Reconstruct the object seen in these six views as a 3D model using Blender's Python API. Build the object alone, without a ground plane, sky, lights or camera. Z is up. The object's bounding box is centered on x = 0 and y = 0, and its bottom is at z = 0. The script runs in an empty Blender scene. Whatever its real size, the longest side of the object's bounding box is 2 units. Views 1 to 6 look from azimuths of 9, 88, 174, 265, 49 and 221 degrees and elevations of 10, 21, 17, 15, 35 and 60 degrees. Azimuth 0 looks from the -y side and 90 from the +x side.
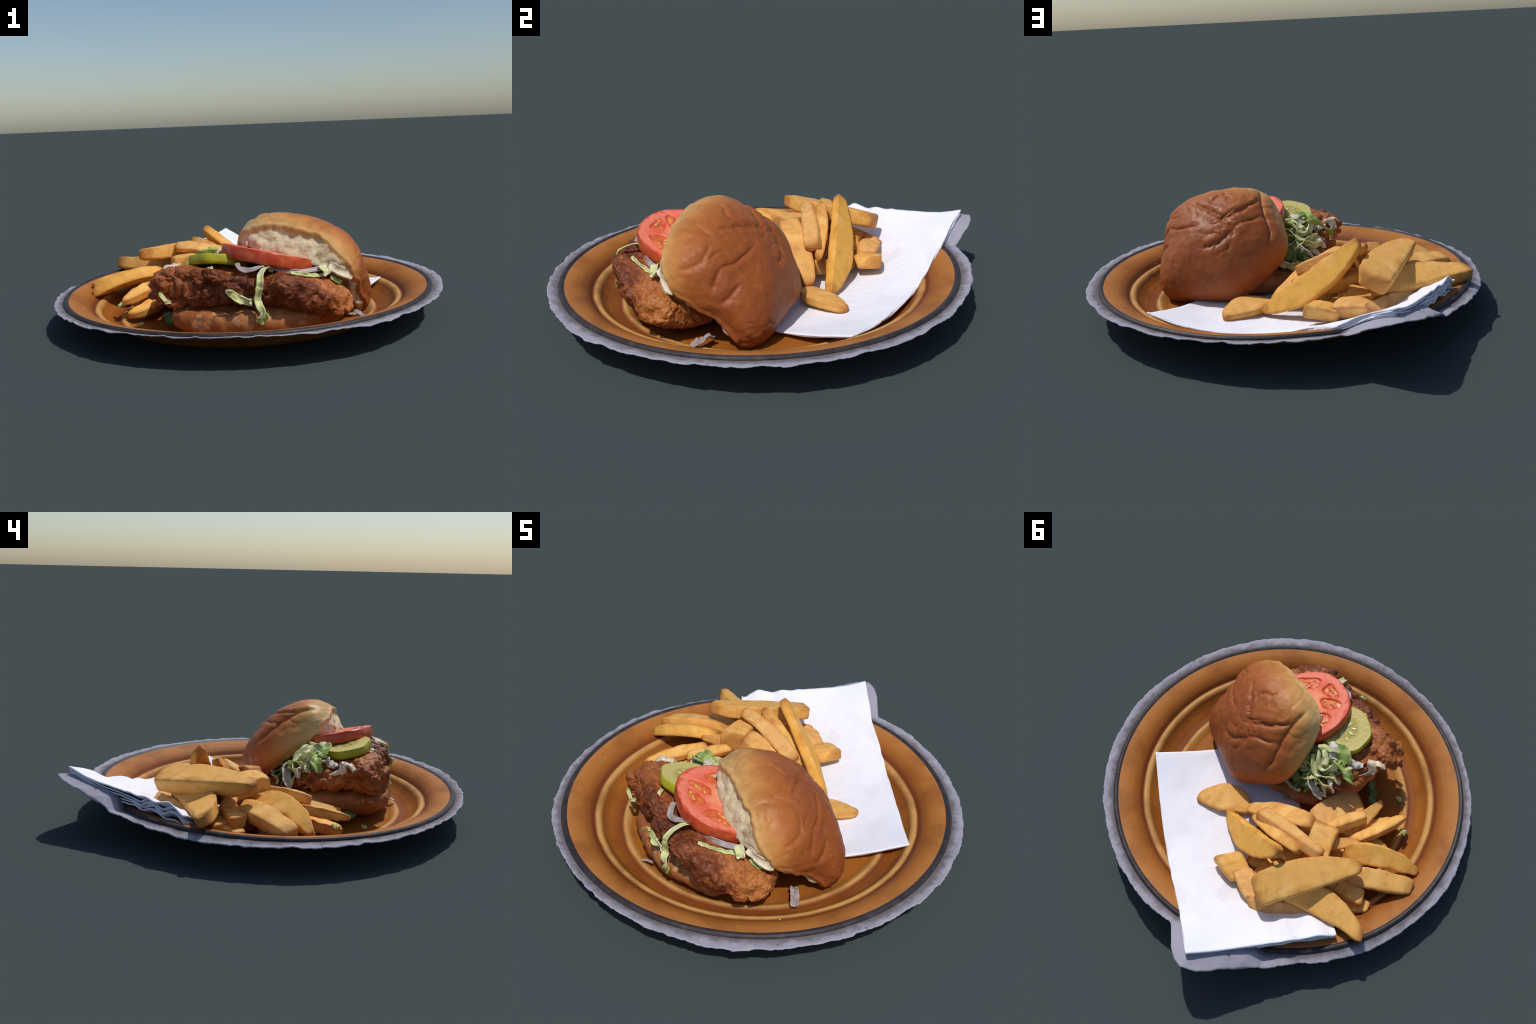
"""A fried chicken sandwich with chips, a folded napkin and an amber stoneware plate."""
import bpy, math, random
import numpy as np
from mathutils import Vector, Matrix, noise

rng = random.Random(7)
SC = bpy.context.scene.collection


# ------------------------------------------------------------------ helpers
def obj(name, mesh, mat=None, parent=None, smooth=True, matrix=None):
    o = bpy.data.objects.new(name, mesh)
    SC.objects.link(o)
    if mesh is not None:
        if mat:
            mesh.materials.append(mat)
        if smooth:
            mesh.polygons.foreach_set("use_smooth", [True] * len(mesh.polygons))
    if parent:
        o.parent = parent
    if matrix is not None:
        o.matrix_world = matrix
    return o


def mesh(name, verts, faces):
    m = bpy.data.meshes.new(name)
    m.from_pydata([tuple(map(float, v)) for v in verts], [], faces)
    m.validate()
    m.update()
    return m


def grid_faces(rows, cols, wrap=True):
    f = []
    for i in range(rows - 1):
        for j in range(cols if wrap else cols - 1):
            k = (j + 1) % cols
            f.append((i * cols + j, i * cols + k, (i + 1) * cols + k, (i + 1) * cols + j))
    return f


def smoothstep(a, b, x):
    t = np.clip((x - a) / (b - a), 0, 1)
    return t * t * (3 - 2 * t)


def fbm(P, scale, octaves=3, seed=0.0):
    off = Vector((seed * 3.1, seed * 1.7, seed * 2.3))
    return np.array([noise.fractal(Vector(p) * scale + off, 1.0, 2.0, octaves) for p in P])


def bumps(P, scale, seed=0.0):
    """rounded nuggets: 0 in the gaps, about 1 on the crowns"""
    off = Vector((seed, seed * 2.0, seed * 0.7))
    out = []
    for p in P:
        d = noise.voronoi(Vector(p) * scale + off)[0]
        out.append(max(0.0, 1.0 - d[0] * d[0] * 1.6) if d[1] - d[0] > 0 else 1.0)
    return np.array(out)


def grid_normals(G, wrap):
    """G rows x cols x 3"""
    dc = (np.roll(G, -1, 1) - np.roll(G, 1, 1)) if wrap else np.gradient(G, axis=1)
    dr = np.gradient(G, axis=0)
    n = np.cross(dc, dr)
    l = np.linalg.norm(n, axis=2, keepdims=True)
    return n / np.where(l < 1e-9, 1, l)


def spline(pts, n, closed=False):
    """Catmull-Rom through the control points"""
    p = np.array(pts, float)
    k = len(p)
    seg = k if closed else k - 1
    out = []
    for t in np.linspace(0, seg, n, endpoint=not closed):
        i = min(int(t), seg - 1)
        f = t - i
        g = (lambda q: p[q % k]) if closed else (lambda q: p[min(max(q, 0), k - 1)])
        a, b, c, d = g(i - 1), g(i), g(i + 1), g(i + 2)
        out.append(0.5 * (2 * b + (c - a) * f + (2 * a - 5 * b + 4 * c - d) * f * f + (3 * b - a - 3 * c + d) * f ** 3))
    return np.array(out)


def thin_plate(ctrl, smooth=1e-4):
    """smooth height z(x, y) through control points (x, y, z)"""
    c = np.array(ctrl, float)
    ker = lambda d: np.where(d > 1e-9, d * d * np.log(np.maximum(d, 1e-9)), 0)
    n = len(c)
    A = np.zeros((n + 3, n + 3))
    A[:n, :n] = ker(np.linalg.norm(c[:, None, :2] - c[None, :, :2], axis=2)) + np.eye(n) * smooth
    A[:n, n] = 1
    A[:n, n + 1:] = c[:, :2]
    A[n:, :n] = A[:n, n:].T
    w = np.linalg.solve(A, np.concatenate([c[:, 2], [0, 0, 0]]))

    def z(xy):
        d = np.linalg.norm(xy[:, None, :] - c[None, :, :2], axis=2)
        return ker(d) @ w[:n] + w[n] + xy @ w[n + 1:]
    return z


def sheet(name, G, thick):
    """closed solid of the given thickness on a grid of points (rows x cols x 3)"""
    r, c = G.shape[:2]
    N = grid_normals(G, False)
    T = np.asarray(thick) if np.ndim(thick) else np.full((r, c), thick)
    top = (G + N * T[..., None] / 2).reshape(-1, 3)
    bot = (G - N * T[..., None] / 2).reshape(-1, 3)
    f = grid_faces(r, c, False)
    n = r * c
    faces = list(f) + [tuple(q + n for q in reversed(x)) for x in f]
    rim = [j for j in range(c)] + [i * c + c - 1 for i in range(1, r)] + \
          [(r - 1) * c + j for j in range(c - 2, -1, -1)] + [i * c for i in range(r - 2, 0, -1)]
    for a, b in zip(rim, rim[1:] + rim[:1]):
        faces.append((b, a, a + n, b + n))
    m = mesh(name, np.concatenate([top, bot]), faces)
    return fix(m)


def fix(m):
    import bmesh
    b = bmesh.new()
    b.from_mesh(m)
    bmesh.ops.recalc_face_normals(b, faces=b.faces)
    b.to_mesh(m)
    b.free()
    return m


def closed_grid(name, G, disp=None):
    """wrapped grid whose first and last rows are capped by a centre point"""
    r, c = G.shape[:2]
    if disp is not None:
        G = G + disp
    v = list(G.reshape(-1, 3))
    f = grid_faces(r, c)
    v.append(G[0].mean(0))
    v.append(G[-1].mean(0))
    a, b = len(v) - 2, len(v) - 1
    for j in range(c):
        k = (j + 1) % c
        f.append((a, k, j))
        f.append((b, (r - 1) * c + j, (r - 1) * c + k))
    return fix(mesh(name, v, f))


# ---------------------------------------------------------------- materials
class Mat:
    def __init__(self, name, rough=0.6, spec=0.3):
        self.m = bpy.data.materials.new(name)
        self.m.use_nodes = True
        self.t = self.m.node_tree
        self.b = self.t.nodes["Principled BSDF"]
        self.b.inputs["Roughness"].default_value = rough
        self.b.inputs["Specular IOR Level"].default_value = spec
        self.co = self.node("ShaderNodeTexCoord")
        self.obj = self.co.outputs["Object"]

    def node(self, kind, **kw):
        n = self.t.nodes.new(kind)
        for k, v in kw.items():
            setattr(n, k, v)
        return n

    def link(self, a, b):
        self.t.links.new(a, b)

    def put(self, sock, v):
        if isinstance(v, bpy.types.NodeSocket):
            self.link(v, sock)
        else:
            sock.default_value = v

    def noise(self, scale, detail=3, rough=0.55, vec=None, dist=0.0):
        n = self.node("ShaderNodeTexNoise")
        self.link(vec or self.obj, n.inputs["Vector"])
        n.inputs["Scale"].default_value = scale
        n.inputs["Detail"].default_value = detail
        n.inputs["Roughness"].default_value = rough
        n.inputs["Distortion"].default_value = dist
        return n.outputs["Fac"]

    def voronoi(self, scale, feature="F1", vec=None):
        n = self.node("ShaderNodeTexVoronoi", feature=feature)
        self.link(vec or self.obj, n.inputs["Vector"])
        n.inputs["Scale"].default_value = scale
        return n.outputs["Distance"]

    def scaled(self, sx, sy, sz, src=None):
        n = self.node("ShaderNodeMapping")
        self.link(src or self.obj, n.inputs["Vector"])
        n.inputs["Scale"].default_value = (sx, sy, sz)
        return n.outputs["Vector"]

    def xyz(self, src=None):
        n = self.node("ShaderNodeSeparateXYZ")
        self.link(src or self.obj, n.inputs[0])
        return n.outputs

    def math(self, op, a, b=0.0, c=0.0, clamp=False):
        n = self.node("ShaderNodeMath", operation=op, use_clamp=clamp)
        for s, v in zip(n.inputs, (a, b, c)):
            self.put(s, v)
        return n.outputs[0]

    def ramp(self, fac, stops, interp="LINEAR"):
        n = self.node("ShaderNodeValToRGB")
        n.color_ramp.interpolation = interp
        e = n.color_ramp.elements
        while len(e) < len(stops):
            e.new(0.5)
        for q, (p, col) in zip(e, stops):
            q.position = p
            q.color = (*col, 1) if len(col) == 3 else col
        self.put(n.inputs[0], fac)
        return n.outputs[0]

    def band(self, fac, lo, hi):
        n = self.node("ShaderNodeMapRange", interpolation_type="SMOOTHSTEP")
        self.put(n.inputs[0], fac)
        n.inputs[1].default_value = lo
        n.inputs[2].default_value = hi
        return n.outputs[0]

    def mix(self, fac, a, b, blend="MIX"):
        n = self.node("ShaderNodeMix", data_type="RGBA", blend_type=blend)
        self.put(n.inputs[0], fac)
        for s, v in ((n.inputs[6], a), (n.inputs[7], b)):
            self.put(s, (*v, 1) if isinstance(v, tuple) and len(v) == 3 else v)
        return n.outputs[2]

    def color(self, v):
        self.put(self.b.inputs["Base Color"], (*v, 1) if isinstance(v, tuple) else v)
        return self

    def bump(self, h, strength=0.3, dist=0.005):
        n = self.node("ShaderNodeBump")
        n.inputs["Strength"].default_value = strength
        n.inputs["Distance"].default_value = dist
        self.link(h, n.inputs["Height"])
        self.link(n.outputs[0], self.b.inputs["Normal"])
        return self

    def translucent(self, col, fac):
        t = self.node("ShaderNodeBsdfTranslucent")
        self.put(t.inputs[0], (*col, 1) if isinstance(col, tuple) else col)
        x = self.node("ShaderNodeMixShader")
        x.inputs[0].default_value = fac
        self.link(self.b.outputs[0], x.inputs[1])
        self.link(t.outputs[0], x.inputs[2])
        out = [n for n in self.t.nodes if n.type == "OUTPUT_MATERIAL"][0]
        self.link(x.outputs[0], out.inputs[0])
        return self


def glaze_material():
    k = Mat("amber_glaze", 0.6, 0.14)
    s = k.xyz()
    r = k.math("SQRT", k.math("ADD", k.math("MULTIPLY", s[0], s[0]), k.math("MULTIPLY", s[1], s[1])))
    wob = k.math("MULTIPLY", k.math("SUBTRACT", k.noise(7, 2), 0.5), 0.012)
    r = k.math("ADD", r, wob)
    floor_, mid = (0.33, 0.105, 0.014), (0.37, 0.125, 0.018)
    tan, dark = (0.58, 0.31, 0.095), (0.18, 0.048, 0.014)
    col = k.ramp(k.math("DIVIDE", r, 0.92), [
        (0.0, floor_), (0.55, floor_), (0.640, mid), (0.660, tan), (0.676, tan), (0.690, dark), (0.715, (0.28, 0.08, 0.014)), (0.75, mid),  # dark step outside the inner bead is its shadow, put into the colour
        (0.780, (0.33, 0.11, 0.018)), (0.792, tan), (0.810, tan), (0.819, dark), (0.828, dark), (0.842, (0.28, 0.09, 0.016)),
        (0.88, (0.385, 0.138, 0.026)), (0.935, (0.44, 0.172, 0.044)), (0.96, (0.46, 0.19, 0.058)), (1.0, (0.42, 0.155, 0.04))])
    big = k.noise(5, 3, 0.6)
    col = k.mix(k.math("MULTIPLY", k.band(big, 0.42, 0.70), 0.9), col, k.mix(0.5, col, (0.17, 0.042, 0.010)))
    wear = k.math("MULTIPLY", k.band(k.noise(60, 4, 0.7), 0.62, 0.75), 0.25)
    col = k.mix(wear, col, (0.55, 0.30, 0.12))
    specks = k.math("MULTIPLY", k.band(k.noise(140, 1), 0.74, 0.78), 0.5)
    col = k.mix(specks, col, (0.10, 0.03, 0.015))
    k.color(col)
    return k.m


def rim_material():
    k = Mat("dark_iron_rim", 0.5, 0.25)
    n = k.noise(18, 4, 0.7)
    k.color(k.ramp(n, [(0.3, (0.022, 0.018, 0.020)), (0.62, (0.050, 0.042, 0.045)), (0.75, (0.12, 0.085, 0.07))]))
    k.bump(k.noise(40, 3), 0.3, 0.004)
    return k.m


def fringe_material():
    k = Mat("lavender_grey_scan_edge", 0.9, 0.1)  # grey of the scan's leftover border, not a cloth
    s = k.xyz()
    r = k.math("SQRT", k.math("ADD", k.math("MULTIPLY", s[0], s[0]), k.math("MULTIPLY", s[1], s[1])))
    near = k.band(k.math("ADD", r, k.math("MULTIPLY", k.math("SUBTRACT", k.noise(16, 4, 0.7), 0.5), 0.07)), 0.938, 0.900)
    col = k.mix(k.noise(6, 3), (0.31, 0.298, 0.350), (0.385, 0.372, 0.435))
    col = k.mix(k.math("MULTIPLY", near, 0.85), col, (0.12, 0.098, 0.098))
    spots = k.math("MULTIPLY", k.band(k.noise(26, 2), 0.68, 0.73), k.band(k.noise(3, 1), 0.5, 0.6))
    col = k.mix(k.math("MULTIPLY", spots, 0.8), col, (0.10, 0.09, 0.10))
    k.color(col)
    k.bump(k.noise(30, 3), 0.3, 0.006)
    return k.m


def napkin_material():
    k = Mat("white_tissue", 0.95, 0.05)
    col = k.mix(k.band(k.noise(5, 3), 0.45, 0.75), (0.86, 0.86, 0.94), (0.80, 0.79, 0.87))
    grease = k.math("MULTIPLY", k.band(k.noise(9, 3, 0.6), 0.60, 0.74), 0.35)
    col = k.mix(grease, col, (0.80, 0.66, 0.62))
    k.color(col)
    w = k.node("ShaderNodeTexWave", wave_type="BANDS", bands_direction="DIAGONAL")
    k.link(k.obj, w.inputs[0])
    w.inputs["Scale"].default_value = 30
    k.bump(k.math("ADD", k.math("MULTIPLY", w.outputs["Fac"], 0.08), k.noise(38, 4, 0.7)), 0.28, 0.006)
    return k.m


def crust_material():
    k = Mat("bun_crust", 0.45, 0.22)
    s = k.xyz()
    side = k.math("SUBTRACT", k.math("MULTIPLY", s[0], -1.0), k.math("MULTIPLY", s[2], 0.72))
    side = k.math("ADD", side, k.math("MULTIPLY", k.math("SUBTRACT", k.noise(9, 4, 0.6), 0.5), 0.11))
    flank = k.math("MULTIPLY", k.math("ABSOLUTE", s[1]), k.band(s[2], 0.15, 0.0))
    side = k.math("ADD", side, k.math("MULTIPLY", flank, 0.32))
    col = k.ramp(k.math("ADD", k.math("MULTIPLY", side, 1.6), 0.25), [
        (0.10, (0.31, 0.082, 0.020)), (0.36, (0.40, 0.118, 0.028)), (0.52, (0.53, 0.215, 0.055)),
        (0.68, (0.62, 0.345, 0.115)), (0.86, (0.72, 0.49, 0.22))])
    col = k.mix(k.math("MULTIPLY", k.band(k.noise(7, 4, 0.6, dist=0.5), 0.45, 0.68), 0.55), col, k.mix(0.55, col, (0.20, 0.045, 0.012)))
    col = k.mix(k.math("MULTIPLY", k.band(k.noise(24, 4, 0.65), 0.5, 0.75), 0.35), col, k.mix(0.5, col, (0.60, 0.27, 0.09)))
    flour = k.math("MULTIPLY", k.band(k.noise(120, 3, 0.7), 0.62, 0.76), 0.18)
    col = k.mix(flour, col, (0.75, 0.52, 0.32))
    k.color(col)
    k.bump(k.math("ADD", k.noise(70, 4, 0.65), k.math("MULTIPLY", k.noise(260, 2), 0.3)), 0.16, 0.004)
    return k.m


def crumb_material(name, base, brown):
    k = Mat(name, 0.75, 0.25)
    n = k.noise(22, 5, 0.65, dist=0.6)
    col = k.ramp(n, [(0.30, brown), (0.48, base), (0.70, (0.79, 0.68, 0.48))])
    col = k.mix(k.math("MULTIPLY", k.band(k.noise(7, 2), 0.52, 0.66), 0.55), col, (0.58, 0.40, 0.22))
    k.color(col)
    k.bump(k.noise(60, 5, 0.7), 0.5, 0.008)
    return k.m


def bottom_bun_material():
    k = Mat("bottom_bun_crust", 0.55, 0.3)
    n = k.noise(6, 4, 0.6)
    col = k.ramp(n, [(0.3, (0.26, 0.075, 0.020)), (0.52, (0.38, 0.135, 0.040)), (0.75, (0.48, 0.22, 0.085))])
    torn = k.math("MULTIPLY", k.band(k.noise(14, 3, 0.5), 0.60, 0.64), 0.45)
    col = k.mix(torn, col, (0.66, 0.40, 0.22))
    k.color(col)
    k.bump(k.noise(45, 4, 0.65), 0.35, 0.006)
    return k.m


def fry_material():
    k = Mat("fried_potato", 0.6, 0.18)
    g = k.xyz(k.co.outputs["Generated"])
    info = k.node("ShaderNodeObjectInfo")
    n = k.noise(26, 4, 0.6)
    base = k.ramp(info.outputs["Random"], [(0.0, (0.76, 0.385, 0.115)), (0.4, (0.85, 0.465, 0.120)), (0.7, (0.74, 0.405, 0.150)), (1.0, (0.86, 0.445, 0.075))])
    col = k.mix(k.math("MULTIPLY", k.band(n, 0.42, 0.78), 0.6), base, k.mix(0.6, base, (0.46, 0.175, 0.035)))
    col = k.mix(k.math("MULTIPLY", k.band(k.noise(10, 3, 0.5), 0.52, 0.70), 0.5), col, (0.92, 0.57, 0.19))
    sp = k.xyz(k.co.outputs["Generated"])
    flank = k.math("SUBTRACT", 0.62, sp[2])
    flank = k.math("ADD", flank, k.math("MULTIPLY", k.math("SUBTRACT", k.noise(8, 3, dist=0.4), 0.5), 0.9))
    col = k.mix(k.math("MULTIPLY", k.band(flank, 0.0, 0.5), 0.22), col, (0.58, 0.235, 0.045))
    end = k.math("ABSOLUTE", k.math("SUBTRACT", g[0], 0.5))
    end = k.math("ADD", end, k.math("MULTIPLY", k.math("SUBTRACT", k.noise(11, 3), 0.5), 0.26))
    col = k.mix(k.math("MULTIPLY", k.band(end, 0.38, 0.52), 0.75), col, (0.40, 0.14, 0.030))
    geo = k.node("ShaderNodeNewGeometry")
    edge = k.band(k.math("ADD", geo.outputs["Pointiness"], k.math("MULTIPLY", k.math("SUBTRACT", k.noise(16, 3), 0.5), 0.10)), 0.51, 0.58)
    col = k.mix(k.math("MULTIPLY", edge, 0.55), col, (0.44, 0.165, 0.035))
    bev = k.node("ShaderNodeBevel", samples=6)
    bev.inputs["Radius"].default_value = 0.022
    dot = k.node("ShaderNodeVectorMath", operation="DOT_PRODUCT")
    k.link(bev.outputs[0], dot.inputs[0])
    k.link(geo.outputs["Normal"], dot.inputs[1])
    rimmed = k.math("ADD", k.math("SUBTRACT", 1.0, dot.outputs["Value"]), k.math("MULTIPLY", k.math("SUBTRACT", k.noise(13, 3), 0.5), 0.07))
    col = k.mix(k.math("MULTIPLY", k.band(rimmed, 0.002, 0.065), 0.80), col, (0.47, 0.160, 0.028))
    spot = k.math("MULTIPLY", k.band(k.noise(7, 3, 0.6), 0.63, 0.78), 0.4)
    col = k.mix(spot, col, (0.36, 0.125, 0.035))
    salt = k.band(k.noise(170, 1), 0.76, 0.79)
    col = k.mix(k.math("MULTIPLY", salt, 0.5), col, (0.85, 0.72, 0.5))
    k.color(col)
    k.bump(k.math("ADD", k.noise(60, 4, 0.7), k.math("MULTIPLY", k.noise(200, 2), 0.3)), 0.3, 0.004)
    return k.m


def chicken_material():
    k = Mat("fried_batter", 0.5, 0.28)
    s = k.xyz()
    n = k.noise(13, 5, 0.7, dist=0.8)
    fine = k.noise(55, 5, 0.7)
    v = k.math("ADD", k.math("MULTIPLY", n, 0.65), k.math("MULTIPLY", fine, 0.35))
    # the thin tongue to +x and mid slab fried lighter; dark front edge also holds baked-in shade
    wav = k.math("ADD", s[1], k.math("MULTIPLY", k.math("SUBTRACT", k.noise(10, 3), 0.5), 0.14))
    zone = k.math("ADD", k.math("MULTIPLY", s[0], 0.08), k.math("MULTIPLY", k.band(wav, -0.60, -0.50), 0.17))
    v = k.math("ADD", v, k.math("ADD", zone, -0.07))
    col = k.ramp(v, [(0.34, (0.095, 0.023, 0.010)), (0.47, (0.20, 0.051, 0.016)), (0.58, (0.34, 0.100, 0.026)), (0.72, (0.50, 0.185, 0.047))])
    crumbs = k.math("MULTIPLY", k.band(k.voronoi(60), 0.28, 0.10), k.band(fine, 0.5, 0.65))
    col = k.mix(k.math("MULTIPLY", crumbs, 0.55), col, (0.50, 0.24, 0.10))
    k.color(col)
    k.bump(k.math("ADD", k.math("MULTIPLY", k.voronoi(55, "SMOOTH_F1"), -0.7), k.noise(90, 3, 0.6)), 0.55, 0.006)
    return k.m


def plain(name, a, b, scale, rough=0.5, spec=0.4, bump=0.2, trans=None, coat=0.0):
    k = Mat(name, rough, spec)
    col = k.mix(k.band(k.noise(scale, 4, 0.6), 0.35, 0.68), a, b)
    k.color(col)
    if bump:
        k.bump(k.noise(scale * 4, 4, 0.65), bump, 0.004)
    if coat:
        k.b.inputs["Coat Weight"].default_value = coat
        k.b.inputs["Coat Roughness"].default_value = 0.2
    if trans:
        k.translucent(col, trans)
    return k.m


def lettuce_material(name, pale, green, deep):
    k = Mat(name, 0.42, 0.4)
    n = k.noise(14, 4, 0.6, dist=0.5)
    col = k.ramp(n, [(0.30, pale), (0.50, green), (0.72, deep)])
    veins = k.math("MULTIPLY", k.band(k.voronoi(45, "DISTANCE_TO_EDGE"), 0.10, 0.02), 0.35)
    col = k.mix(veins, col, pale)
    k.color(col)
    k.bump(k.noise(40, 3), 0.4, 0.006)
    k.translucent(col, 0.22)
    return k.m


M_GLAZE, M_RIM, M_FRINGE, M_NAPKIN = glaze_material(), rim_material(), fringe_material(), napkin_material()
M_CRUST, M_BOTTOM, M_FRY, M_CHICKEN = crust_material(), bottom_bun_material(), fry_material(), chicken_material()
M_CRUMB = crumb_material("torn_bread", (0.66, 0.53, 0.34), (0.42, 0.26, 0.12))
M_FLESH = None
M_GREEN = lettuce_material("green_lettuce", (0.70, 0.74, 0.38), (0.42, 0.54, 0.12), (0.22, 0.39, 0.045))
M_PALE = lettuce_material("pale_lettuce", (0.86, 0.84, 0.58), (0.76, 0.77, 0.36), (0.54, 0.61, 0.17))
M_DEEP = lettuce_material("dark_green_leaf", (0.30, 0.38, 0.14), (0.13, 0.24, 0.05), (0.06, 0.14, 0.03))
M_CABBAGE = plain("white_cabbage", (0.84, 0.80, 0.74), (0.72, 0.62, 0.50), 14, 0.35, 0.5, 0.2, 0.15)
M_ONION = plain("purple_white_onion", (0.58, 0.50, 0.50), (0.38, 0.27, 0.25), 12, 0.3, 0.5, 0.2, 0.2)
M_SAUCE = plain("cream_sauce", (0.82, 0.72, 0.55), (0.70, 0.50, 0.32), 18, 0.25, 0.5, 0.2)
M_MAYO = plain("mayonnaise", (0.80, 0.70, 0.52), (0.62, 0.46, 0.28), 26, 0.35, 0.4, 0.4)
M_SALT = plain("salt_grain", (0.85, 0.84, 0.84), (0.75, 0.72, 0.72), 30, 0.4, 0.4, 0)

# -------------------------------------------------------------------- plate
PC = np.array([-0.004, -0.057])            # plate centre in plan
PROFILE_TOP = [(0.0, 0.011), (0.30, 0.011), (0.52, 0.011), (0.58, 0.012), (0.598, 0.020), (0.608, 0.028), (0.617, 0.032), (0.627, 0.030), (0.637, 0.024), (0.66, 0.028),
               (0.69, 0.045), (0.712, 0.067), (0.724, 0.084), (0.732, 0.092), (0.740, 0.095), (0.748, 0.094), (0.756, 0.092), (0.763, 0.100), (0.775, 0.113),
               (0.80, 0.130), (0.83, 0.142), (0.855, 0.147), (0.872, 0.150)]
PROFILE_BAND = [(0.872, 0.150), (0.878, 0.154), (0.886, 0.156), (0.893, 0.152), (0.897, 0.146), (0.896, 0.140), (0.890, 0.137)]
PROFILE_UNDER = [(0.890, 0.137), (0.87, 0.136), (0.83, 0.128), (0.79, 0.108), (0.765, 0.084), (0.72, 0.066), (0.68, 0.038), (0.64, 0.018), (0.60, 0.010), (0.57, 0.007), (0.30, 0.006), (0.0, 0.006)]


def tilt(x, y):
    """the whole plate is warped a little higher towards +x and +y"""
    away = np.degrees(np.arctan2(y, x)) - 92
    lift = 0.014 * np.exp(-(away / 20) ** 2) * smoothstep(0.60, 0.80, np.hypot(x, y))
    return 0.0075 * x + 0.0105 * y + lift


def plate_z(xy):
    d = xy - PC
    r = np.hypot(d[:, 0], d[:, 1])
    p = np.array(PROFILE_TOP + PROFILE_BAND[1:3])
    return np.interp(r, p[:, 0], p[:, 1]) + tilt(d[:, 0], d[:, 1])


def lathe(name, prof, cols=240, fine=3):
    p = np.array(prof, float)
    t = np.linspace(0, len(p) - 1, (len(p) - 1) * fine + 1)
    prof = np.stack([np.interp(t, range(len(p)), p[:, 0]), np.interp(t, range(len(p)), p[:, 1])], 1)
    th = np.linspace(0, 2 * np.pi, cols, endpoint=False)
    rows = []
    for r, z in prof:
        x, y = r * np.cos(th), r * np.sin(th)
        rows.append(np.stack([x, y, z + tilt(x, y)], 1))
    return np.array(rows)


PM = Matrix.Translation((PC[0], PC[1], 0))
top = lathe("dinner_plate", PROFILE_TOP[1:])
under = lathe("dinner_plate", PROFILE_UNDER[:-1])
cols = top.shape[1]
v = list(top.reshape(-1, 3))
f = [tuple(reversed(q)) for q in grid_faces(len(top), cols)]
c0 = len(v)
v.append((0, 0, PROFILE_TOP[0][1]))
f += [(j, (j + 1) % cols, c0) for j in range(cols)]
o0 = len(v)
v += list(under.reshape(-1, 3))
f += [tuple(q + o0 for q in reversed(x)) for x in grid_faces(len(under), cols)]
c1 = len(v)
v.append((0, 0, PROFILE_UNDER[-1][1]))
last = o0 + (len(under) - 1) * cols
f += [(last + (j + 1) % cols, last + j, c1) for j in range(cols)]
plate = obj("dinner_plate", mesh("dinner_plate", v, f), M_GLAZE, matrix=PM)
plate["label"] = "round amber brown glazed dinner plate with dark rim"
plate["category"] = "plate"
band = lathe("rim_band", PROFILE_BAND, fine=4)
th = np.linspace(0, 2 * np.pi, cols, endpoint=False)
band += np.stack([np.cos(th), np.sin(th), 0 * th], 1)[None] * 0.0012 * np.array([0] + [1] * (len(band) - 2) + [0])[:, None, None]
obj("rim_band", mesh("rim_band", band.reshape(-1, 3), [tuple(reversed(q)) for q in grid_faces(len(band), cols)]), M_RIM, plate, matrix=PM)

# ------------------------------------------------------------------- napkin
N1, N2, N3, N4 = np.array([0.650, 0.278]), np.array([-0.301, 0.950]), np.array([-0.715, 0.405]), np.array([0.24, -0.29])
napkin_height = thin_plate([(0.650, 0.278, 0.102), (0.51, 0.38, 0.080), (0.33, 0.51, 0.076), (0.188, 0.625, 0.092), (0.08, 0.70, 0.122), (-0.02, 0.765, 0.158), (-0.091, 0.826, 0.188), (-0.19, 0.89, 0.252), (-0.301, 0.956, 0.294),
                            (-0.354, 0.882, 0.268), (-0.45, 0.762, 0.247), (-0.542, 0.635, 0.226), (-0.61, 0.545, 0.215), (-0.66, 0.475, 0.208), (-0.705, 0.415, 0.178), (0.31, 0.30, 0.042), (0.15, 0.27, 0.032), (-0.04, 0.52, 0.073),
                            (-0.2, 0.52, 0.073), (-0.25, 0.74, 0.195), (-0.12, 0.70, 0.156), (0.05, 0.62, 0.108), (0.42, 0.10, 0.034), (0.24, -0.2, 0.024), (-0.3, 0.3, 0.030), (-0.42, 0.48, 0.118), (-0.1, 0.1, 0.024)], 1e-4)


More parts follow.
